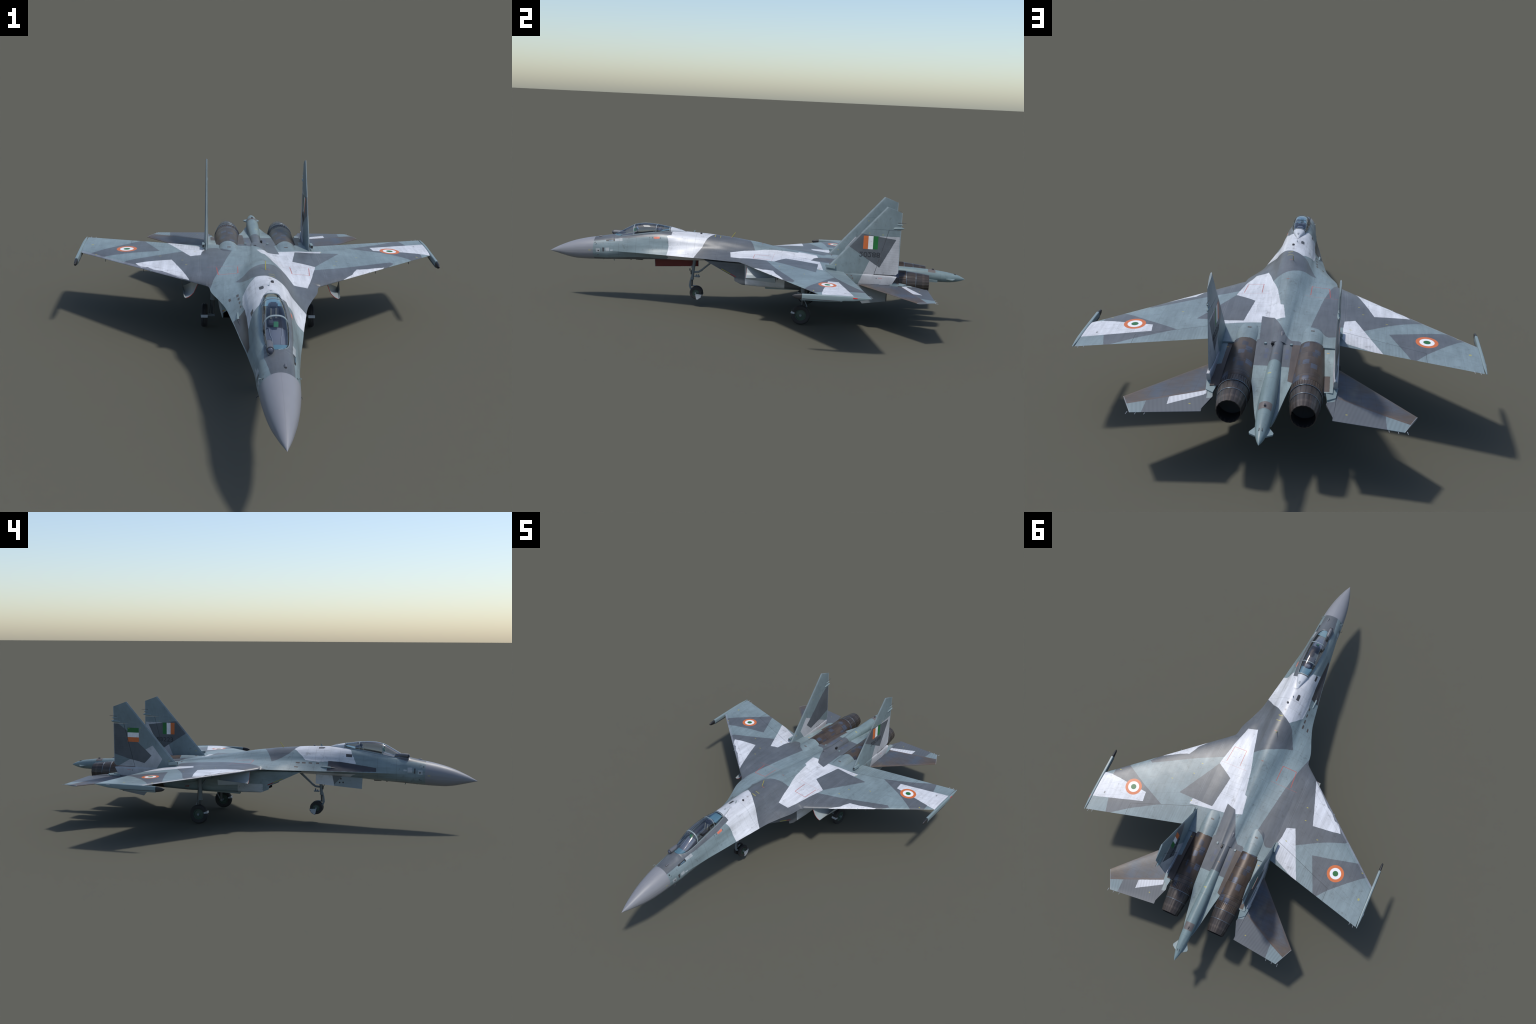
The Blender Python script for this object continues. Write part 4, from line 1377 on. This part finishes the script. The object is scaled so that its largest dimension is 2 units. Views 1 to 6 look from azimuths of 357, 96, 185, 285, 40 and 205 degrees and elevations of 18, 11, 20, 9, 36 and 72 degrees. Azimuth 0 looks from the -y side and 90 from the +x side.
# ------------------------------------------------------------------ cockpit
def build_cockpit():
    ys = np.linspace(-.674, -.3985, 36)
    V = []
    for y in ys:
        s, z = max(sill_x(y) - .0006, .0004), sill_z(y) - .0012
        d = .004 if y < -.59 else .030
        d = min(d, .030) if y > -.585 else lerp(.0035, .0055, (y + .674)/.09)
        V += [(s, y, z), (s*.93, y, z - d*.5), (s*.80, y, z - d), (0, y, z - d), (-s*.80, y, z - d), (-s*.93, y, z - d*.5), (-s, y, z)]
    F = grid_faces(len(ys), 7) + [tuple(range((len(ys)-1)*7, len(ys)*7))]
    tub = add_mesh("cockpit_tub", V, F, M["cockpit_grey"], angle=30)
    # blue shelf under the windscreen tip and behind the seat
    def shelf(y0, y1, dz0, dz1, mat, k=.90, name="cockpit_shelf"):
        V = []
        yy = np.linspace(y0, y1, 9)
        for i, y in enumerate(yy):
            s, z = sill_x(y)*k, sill_z(y) + lerp(dz0, dz1, i/8)
            V += [(s, y, z), (0, y, z + .0012), (-s, y, z)]
        return add_mesh(name, V, grid_faces(9, 3), mat, parent=tub, angle=40)
    shelf(-.673, -.640, -.0006, .0008, M["cockpit_blue"], .97)
    shelf(-.447, -.401, .0030, .0085, M["cockpit_blue"], .90)
    # glare shield with the display behind it
    V = []
    yy = np.linspace(-.642, -.566, 10)
    for i, y in enumerate(yy):
        s = sill_x(y)*.80
        z = sill_z(y) + lerp(.0002, .0090, (i/9)**.8)
        for j in range(9):
            a = lerp(-1, 1, j/8)
            V.append((s*a, y, z - .010*abs(a)**3))
    shield = add_mesh("glare_shield", V, grid_faces(10, 9), M["cockpit_slate"], parent=tub, angle=50)
    part("display_panel", box_data((0, -.5655, .3345), (.050, .0030, .022), Matrix.Rotation(.25, 3, "X")), M["cockpit_dark"], parent=tub)
    part("head_up_display", box_data((0, -.5740, .3560), (.0130, .0100, .0150), Matrix.Rotation(-.45, 3, "X")), M["display_green"], parent=tub, bevel=.001)
    part("head_up_glass", box_data((0, -.5640, .3655), (.0140, .0012, .0140), Matrix.Rotation(.55, 3, "X")), M["glass"], parent=tub)
    # pale console edges
    for sx in (1, -1):
        part("console_edge", tube_data([(.0110*sx, -.640, .3275), (.0125*sx, -.612, .3335), (.0160*sx, -.600, .3365), (.0180*sx, -.570, .3440)], .0006, 6), M["pale_grey"], parent=tub)
        part("side_console", box_data((.0260*sx, -.515, .3330), (.0100, .085, .012), Matrix.Rotation(.15, 3, "X")), M["cockpit_dark"], parent=tub, bevel=.0015)
    # ejection seat
    seat = part("ejection_seat", join_data(
        box_data((0, -.5000, .3300), (.030, .034, .008), Matrix.Rotation(-.1, 3, "X")),
        box_data((0, -.4760, .3460), (.029, .010, .036), Matrix.Rotation(-.28, 3, "X"))), M["cockpit_dark"], parent=tub, bevel=.002)
    part("headrest", box_data((0, -.4700, .3715), (.024, .014, .015), Matrix.Rotation(-.2, 3, "X")), M["headrest"], parent=tub, bevel=.004)
    part("seat_harness", join_data(box_data((.007, -.4825, .3500), (.0026, .002, .030), Matrix.Rotation(-.28, 3, "X")),
                                   box_data((-.007, -.4825, .3500), (.0026, .002, .030), Matrix.Rotation(-.28, 3, "X"))), M["cream"], parent=tub)
    part("parachute_box", box_data((0, -.4540, .3640), (.026, .018, .014), Matrix.Rotation(-.1, 3, "X")), M["cockpit_slate"], parent=tub, bevel=.003)
    part("control_stick", tube_data([(0, -.530, .322), (0, -.531, .336), (.001, -.533, .342)], [.0012, .0012, .0022], 8), M["black"], parent=tub)
build_cockpit()

# infrared search ball ahead of the windscreen, offset to one side
def build_sensor():
    x0 = -.0215
    path = [(x0, -.628, .3330), (x0, -.640, .3345), (x0, -.655, .3350), (x0, -.675, .3345), (x0, -.688, .3335)]
    V, F = tube_data(path, [.0030, .0075, .0092, .0094, .0092], 20)
    body = part("infrared_sensor", (V, F), M["slate"], angle=45)
    part("sensor_collar", tube_data([(x0, -.687, .3335), (x0, -.6905, .3333)], [.0096, .0093], 20), M["black"], parent=body)
    ball = []
    for i in range(8):
        a = pi/2*i/7
        ball.append((-.6900 - .0055*math.sin(a), max(.0086*math.cos(a), .0002)))
    V, F = lathe_data(ball, (x0, 0, .3332), "y", 20)
    part("sensor_lens", (V, F), M["lens"], parent=body, angle=60)
    part("sensor_base", tube_data([(x0, -.626, .3255), (x0, -.655, .3225), (x0, -.690, .3185)], [.004, .0095, .006], 16), M["slate"], parent=body)
build_sensor()

# probes, blades, windows and vents
def blade(name, p, q, w, d, mat):
    """Thin fin-shaped aerial from p to q."""
    p, q = Vector(p), Vector(q)
    V = [p + Vector((w, -d, 0)), p + Vector((w, d, 0)), p + Vector((-w, d, 0)), p + Vector((-w, -d, 0)),
         q + Vector((w*.5, -d*.45, 0)), q + Vector((w*.5, d*.45, 0)), q + Vector((-w*.5, d*.45, 0)), q + Vector((-w*.5, -d*.45, 0))]
    return part(name, (V, [(3, 2, 1, 0), (4, 5, 6, 7), (0, 1, 5, 4), (1, 2, 6, 5), (2, 3, 7, 6), (3, 0, 4, 7)]), mat)

part("whip_aerial", tube_data([(.0005, -.104, .347), (0, -.087, .3722)], [.0014, .0011], 8), M["yellow_mark"])
blade("blade_aerial", (0, -.287, .360), (0, -.283, .3712), .0008, .0042, M["grey_blue"])
part("dorsal_beacon", tube_data([(.012, -.2497, .3572), (.012, -.2497, .3628), (.012, -.2497, .3640)], [.0050, .0046, .0020], 14), M["dark_metal"])
blade("blade_aerial", (0, -.7290, .203), (0, -.7310, .1985), .0008, .0022, M["grey_blue"])
blade("blade_aerial", (0, -.6800, .208), (0, -.6760, .1960), .0010, .0028, M["grey_blue"])
part("belly_beacon", tube_data([(0, -.5935, .212), (0, -.5935, .2065)], [.0048, .0036], 12), M["black"])
part("belly_aerial", box_data((0, -.552, .2115), (.012, .036, .0060)), M["black"], bevel=.002)
for sx in (1, -1):
    part("nose_probe", tube_data([(.0470*sx, -.752, .284), (.0515*sx, -.753, .2865), (.0530*sx, -.757, .2870), (.0532*sx, -.762, .2870)], [.0011, .0009, .0008, .0005], 8), M["grey_blue"])
    part("angle_of_attack_vane", tube_data([(.0510*sx, -.742, .232), (.0580*sx, -.745, .229), (.0585*sx, -.756, .229)], [.0012, .0010, .0004], 8), M["dark_metal"])

# ------------------------------------------------------------------ landing gear
def build_wheel(c, r, w, rim_r, parent, face=1):
    """Tyre with a green dished rim."""
    hw = w/2
    tread = [(-hw*.62, r*.985), (-hw*.45, r), (-hw*.36, r), (-hw*.33, r*.975), (-hw*.28, r*.975), (-hw*.25, r), (hw*.25, r), (hw*.28, r*.975), (hw*.33, r*.975), (hw*.36, r), (hw*.45, r), (hw*.62, r*.985)]
    prof = [(-hw*.60, rim_r*.98), (-hw*.80, rim_r*1.04), (-hw, r*.80), (-hw*.93, r*.91)] + tread + [(hw*.93, r*.91), (hw, r*.80), (hw*.80, rim_r*1.04), (hw*.60, rim_r*.98)]
    tyre = part("tyre", lathe_data(prof, c, "x", 48), M["tyre"], parent=parent, angle=35)
    rp = [(-hw*.58, .0005), (-hw*.56, rim_r*.25), (-hw*.50, rim_r*.35), (-hw*.44, rim_r*.82), (-hw*.72, rim_r*.92), (-hw*.70, rim_r*1.03), (hw*.70, rim_r*1.03), (hw*.72, rim_r*.92), (hw*.44, rim_r*.82), (hw*.50, rim_r*.35), (hw*.56, rim_r*.25), (hw*.58, .0005)]
    part("rim", lathe_data(rp, c, "x", 36), M["rim"], parent=parent, angle=30)
    bolts = []
    for s in (1, -1):
        for k in range(10):
            a = 2*pi*k/10
            bolts.append(tube_data([(c[0] + s*hw*.42, c[1] + rim_r*.6*math.cos(a), c[2] + rim_r*.6*math.sin(a)), (c[0] + s*hw*.52, c[1] + rim_r*.6*math.cos(a), c[2] + rim_r*.6*math.sin(a))], rim_r*.07, 6))
    part("rim_bolts", join_data(*bolts), M["strut_dark"], parent=parent, kind="stuff")
    return tyre

def build_main_gear(sx):
    leg = part("main_gear_leg", join_data(
        tube_data([(.168*sx, .262, .250), (.1665*sx, .2585, .175), (.1665*sx, .2580, .108)], [.0105, .0105, .0100], 20),
        tube_data([(.1665*sx, .2580, .1060), (.1665*sx, .2580, .1100)], .0112, 20)), M["strut"], angle=35)
    part("oleo_piston", tube_data([(.1665*sx, .2580, .108), (.1665*sx, .2575, .050), (.1665*sx, .2575, .040)], [.0055, .0055, .0070], 16), M["strut_dark"], parent=leg)
    part("axle", tube_data([(.1600*sx, .2545, .0440), (.2120*sx, .2545, .0440)], .0055, 14), M["strut"], parent=leg)
    part("torque_link", join_data(
        tube_data([(.1665*sx, .2660, .105), (.1665*sx, .2790, .078)], .0028, 8),
        tube_data([(.1665*sx, .2790, .078), (.1680*sx, .2650, .050)], .0028, 8)), M["strut"], parent=leg)
    part("side_brace", tube_data([(.1665*sx, .2560, .165), (.1450*sx, .215, .235)], [.0040, .0040], 10), M["strut"], parent=leg)
    part("brake_hose", tube_data([(.1740*sx, .2660, .165), (.1760*sx, .2700, .110), (.1760*sx, .2680, .070), (.1800*sx, .2600, .048)], .0012, 6), M["black"], parent=leg)
    part("mud_guard", mudguard((.1980*sx, .2545, .0443), .0458, .0245, 2.75, 2.98), M["pale_grey"], parent=leg)
    build_wheel((.1980*sx, .2545, .0443), .0443, .0235, .0245, leg)

def mudguard(c, r, w, a0, a1):
    V = []
    for k in range(7):
        a = lerp(a0, a1, k/6)
        for dx, rr in ((-w/2, r*.62), (-w/2, r), (w/2, r), (w/2, r*.62)):
            V.append((c[0] + dx, c[1] + rr*math.cos(a), c[2] + rr*math.sin(a)))
    F = grid_faces(7, 4)
    return V, F

for sx in (1, -1):
    build_main_gear(sx)

def build_nose_gear():
    leg = part("nose_gear_leg", join_data(
        tube_data([(0, -.2800, .2300), (0, -.2858, .1780), (0, -.2890, .1350)], [.0080, .0075, .0068], 18),
        tube_data([(0, -.2888, .1360), (0, -.2892, .1300)], .0080, 18)), M["strut"], angle=35)
    part("oleo_piston", tube_data([(0, -.2888, .132), (0, -.2905, .096)], .0042, 14), M["strut_dark"], parent=leg)
    part("drag_brace", join_data(tube_data([(.006, -.1850, .2320), (.003, -.2500, .1740)], .0042, 10),
                                 tube_data([(-.006, -.1850, .2320), (-.003, -.2500, .1740)], .0042, 10),
                                 tube_data([(0, -.2420, .1800), (0, -.2600, .1680), (0, -.2860, .1660)], [.0052, .0048, .0048], 10)), M["strut"], parent=leg)
    part("trailing_fork", tube_data([(0, -.2930, .1420), (0, -.2985, .1200), (0, -.3010, .0980), (0, -.2960, .0850), (0, -.2820, .0740), (0, -.2680, .0665)], [.004, .0042, .0048, .005, .0048, .0045], 12), M["strut"], parent=leg)
    part("fork_link", tube_data([(0, -.3000, .0985), (0, -.2870, .0985), (0, -.2700, .1000)], [.0028, .0032, .002], 8), M["strut"], parent=leg)
    part("axle", tube_data([(-.024, -.2672, .0672), (.024, -.2672, .0672)], .0042, 12), M["strut"], parent=leg)
    part("steering_jack", join_data(box_data((0, -.2660, .1460), (.016, .026, .0065)), box_data((.004, -.2590, .1520), (.004, .006, .012)), box_data((-.005, -.2700, .1500), (.004, .007, .008))), M["strut"], parent=leg, bevel=.001)
    part("landing_lamp", tube_data([(.005, -.2990, .1785), (.005, -.3030, .1785)], [.0050, .0058], 14), M["strut_dark"], parent=leg)
    part("lamp_glass", tube_data([(.005, -.3031, .1785), (.005, -.3036, .1785)], [.0052, .0048], 14), M["lamp_glass"], parent=leg)
    part("taxi_lamp", tube_data([(-.006, -.2940, .1905), (-.006, -.2985, .1905)], [.0042, .0050], 14), M["pale_grey"], parent=leg)
    part("leg_collar", join_data(box_data((0, -.2925, .1600), (.012, .010, .010)), box_data((0, -.2960, .1690), (.006, .006, .010))), M["strut_dark"], parent=leg, bevel=.001)
    for x in (-.0128, .0128):
        build_wheel((x, -.2672, .0672), .0302, .0140, .0160, leg)
    # debris guard behind the wheels
    V = []
    for k in range(6):
        a = lerp(-1.45, -.15, k/5)
        for x in (-.0225, -.0205, .0205, .0225):
            V.append((x, -.2672 + .0320*math.cos(a), .0665 + .0320*math.sin(a)))
    F = grid_faces(6, 4)
    side = []
    for x in (-.0222, .0222):
        b = len(V)
        V.append((x, -.2690, .0640))
        for k in range(6):
            a = lerp(-1.45, -.15, k/5)
            V.append((x, -.2672 + .0322*math.cos(a)*(1 if k % 2 else .90), .0665 + .0322*math.sin(a)*(1 if k % 2 else .90)))
        F += [(b, b + 1 + k, b + 2 + k) for k in range(5)]
    part("debris_guard", (V, F), M["pale_grey"], parent=leg, angle=40)
build_nose_gear()

# gear doors
def door(name, quad, mat_out, mat_in, t=.0016, axis=0, sx=1, parent=None):
    """Door leaf: outer skin and a differently coloured lining glued to it."""
    q = bilinear(*quad)
    a = plate(name, q, lambda p: t, mat_out, nu=8, nv=5, axis=axis, parent=parent, angle=40)
    c = sum((Vector(p) for p in quad), Vector()) / 4
    off = Vector((0, 0, 0)); off[axis] = -math.copysign(t*1.25, sx)
    q2 = lambda u, v: Vector(bilinear(*quad)(.01 + .98*u, .015 + .97*v)) + off
    plate(name + "_lining", q2, lambda p: t*.5, mat_in, nu=6, nv=4, axis=axis, parent=a, angle=40)
    return a

door("nose_gear_door", [(-.0330, -.4850, .2270), (-.0330, -.2670, .2330), (-.0400, -.2670, .1880), (-.0400, -.4835, .1730)], M["nose_door"], M["red_lining"], sx=-1)

def main_door(sx):
    # hollow bucket-shaped door hanging from the wing underside, tapering aft
    bow = lambda a, b, d: [(lerp(a[0], b[0], t), lerp(a[1], b[1], t) + d*math.sin(pi*t)) for t in (.2, .4, .6, .8)]
    sec = [(.2183, .2590), (.2319, .2272)] + bow((.2319, .2272), (.2582, .2075), -.0030) + [(.2582, .2075), (.2640, .2110)]
    aft = [(.2183, .2560), (.2360, .2200)] + bow((.2360, .2200), (.2740, .2010), -.0020) + [(.2740, .2010), (.2790, .2240)]
    n = len(sec)
    V = []
    for side in (1, -1):
        for i in range(11):
            t = i/10
            y = lerp(.003, .138, t)
            for (x, z), (xa, za) in zip(sec, aft):
                o = .0012*side
                V.append(((lerp(x, xa, t) + o*.6)*sx, y, lerp(z, za, t) + o*.8))
    m = 11*n
    F = grid_faces(11, n) + [tuple(reversed([m + k for k in f])) for f in grid_faces(11, n)]
    rim = [i*n for i in range(11)] + [10*n + j for j in range(1, n)] + [i*n + n - 1 for i in range(9, -1, -1)] + [j for j in range(n - 2, 0, -1)]
    F += [(p, q, m + q, m + p) for p, q in zip(rim, rim[1:] + rim[:1])]
    o = add_mesh("main_gear_door", V, F, M["door"], angle=40)
    part("door_edge", tube_data([(p[0]*sx, .0030, p[1]) for p in sec[:7]], .0011, 6), M["red_edge"], parent=o)
    return o
for sx in (1, -1):
    main_door(sx)

# details standing on the skin
def pad(name, c, size, normal, mat, bevel=.0008, **kw):
    n = Vector(normal).normalized()
    q = n.to_track_quat("Z", "Y").to_matrix()
    # keep the long side along the fuselage
    y = Vector((0, 1, 0)); y = (y - n*y.dot(n)).normalized()
    x = y.cross(n)
    R = Matrix((x, y, n)).transposed()
    return part(name, box_data(c, size, R), mat, bevel=bevel, **kw)

# cannon muzzle in the left shoulder and its blast trough
gun = part("cannon_barrel", tube_data([(-.0930, -.300, .2765), (-.0935, -.338, .2745), (-.0925, -.346, .2742)], [.0030, .0042, .0036], 14), M["grey_blue"])
part("cannon_bore", tube_data([(-.0925, -.3455, .2742), (-.0924, -.3468, .2742)], .0028, 12), M["black"], parent=gun)
part("cannon_trough", tube_data([(-.0915, -.346, .2728), (-.0885, -.376, .2700)], [.0040, .0012], 10), M["dark_metal"], parent=gun)
# temperature probe fairing ahead of the windscreen
part("nose_bump", tube_data([(.0138, -.728, .3140), (.0138, -.738, .3145), (.0138, -.748, .3130)], [.0015, .0042, .0036], 12), M["slate"])
part("nose_bump_lens", tube_data([(.0138, -.7478, .3132), (.0138, -.7495, .3130)], [.0026, .0020], 10), M["dark_metal"])
# little blades under the leading edge
for sx in (1, -1):
    for x in (.412, .560):
        y = y_lead(x) + .004
        blade("leading_edge_fin", (x*sx, y + .004, z_lead(x) - .001), (x*sx, y, z_lead(x) - .011), .0008, .0060, M["dark_metal"])
    part("leading_edge_lamp", tube_data([(.384*sx, y_lead(.384) + .004, .2595), (.384*sx, y_lead(.384) - .005, .2590)], [.0018, .0010], 8), M["grey_blue"])

# ------------------------------------------------------------------ serial numbers on the right fin
def number(text, y0, y1, z0, height, outer, flip=False):
    cu = bpy.data.curves.new("serial_number", "FONT")
    cu.body, cu.size, cu.extrude = text, 1.0, .002
    ob = bpy.data.objects.new("serial_number", cu)
    bpy.context.scene.collection.objects.link(ob)
    bpy.context.view_layer.update()
    me = bpy.data.meshes.new_from_object(ob.evaluated_get(bpy.context.evaluated_depsgraph_get()))
    bpy.data.objects.remove(ob)
    bm = bmesh.new()
    bm.from_mesh(me)
    xs = [v.co.x for v in bm.verts]
    ys = [v.co.y for v in bm.verts]
    # lay the glyphs on the fin skin, reading fore to aft on the outer face and aft to fore inside
    for v in bm.verts:
        u = (v.co.x - min(xs)) / (max(xs) - min(xs))
        w = (v.co.y - min(ys)) / (max(ys) - min(ys))
        w = 1 - w if flip else w
        y = lerp(y0, y1, u)
        z = z0 + w*height
        q = fin_pt(y, z)
        t = fin_half(q) + .0006 + (.0002 if v.co.z > 0 else -.0002)
        v.co = (q.x + (t if outer else -t), y, z)
    bmesh.ops.recalc_face_normals(bm, faces=bm.faces)
    bm.to_mesh(me)
    bm.free()
    me.materials.clear()
    me.materials.append(M["ink_number"])
    o = bpy.data.objects.new("serial_number", me)
    bpy.context.scene.collection.objects.link(o)
    o.parent = JET


finish("ink_number", (.024, .027, .033), .5)
number("20288", .5010, .5930, .3325, .0220, True, True)
number("83223", .6150, .5235, .3300, .0220, False)
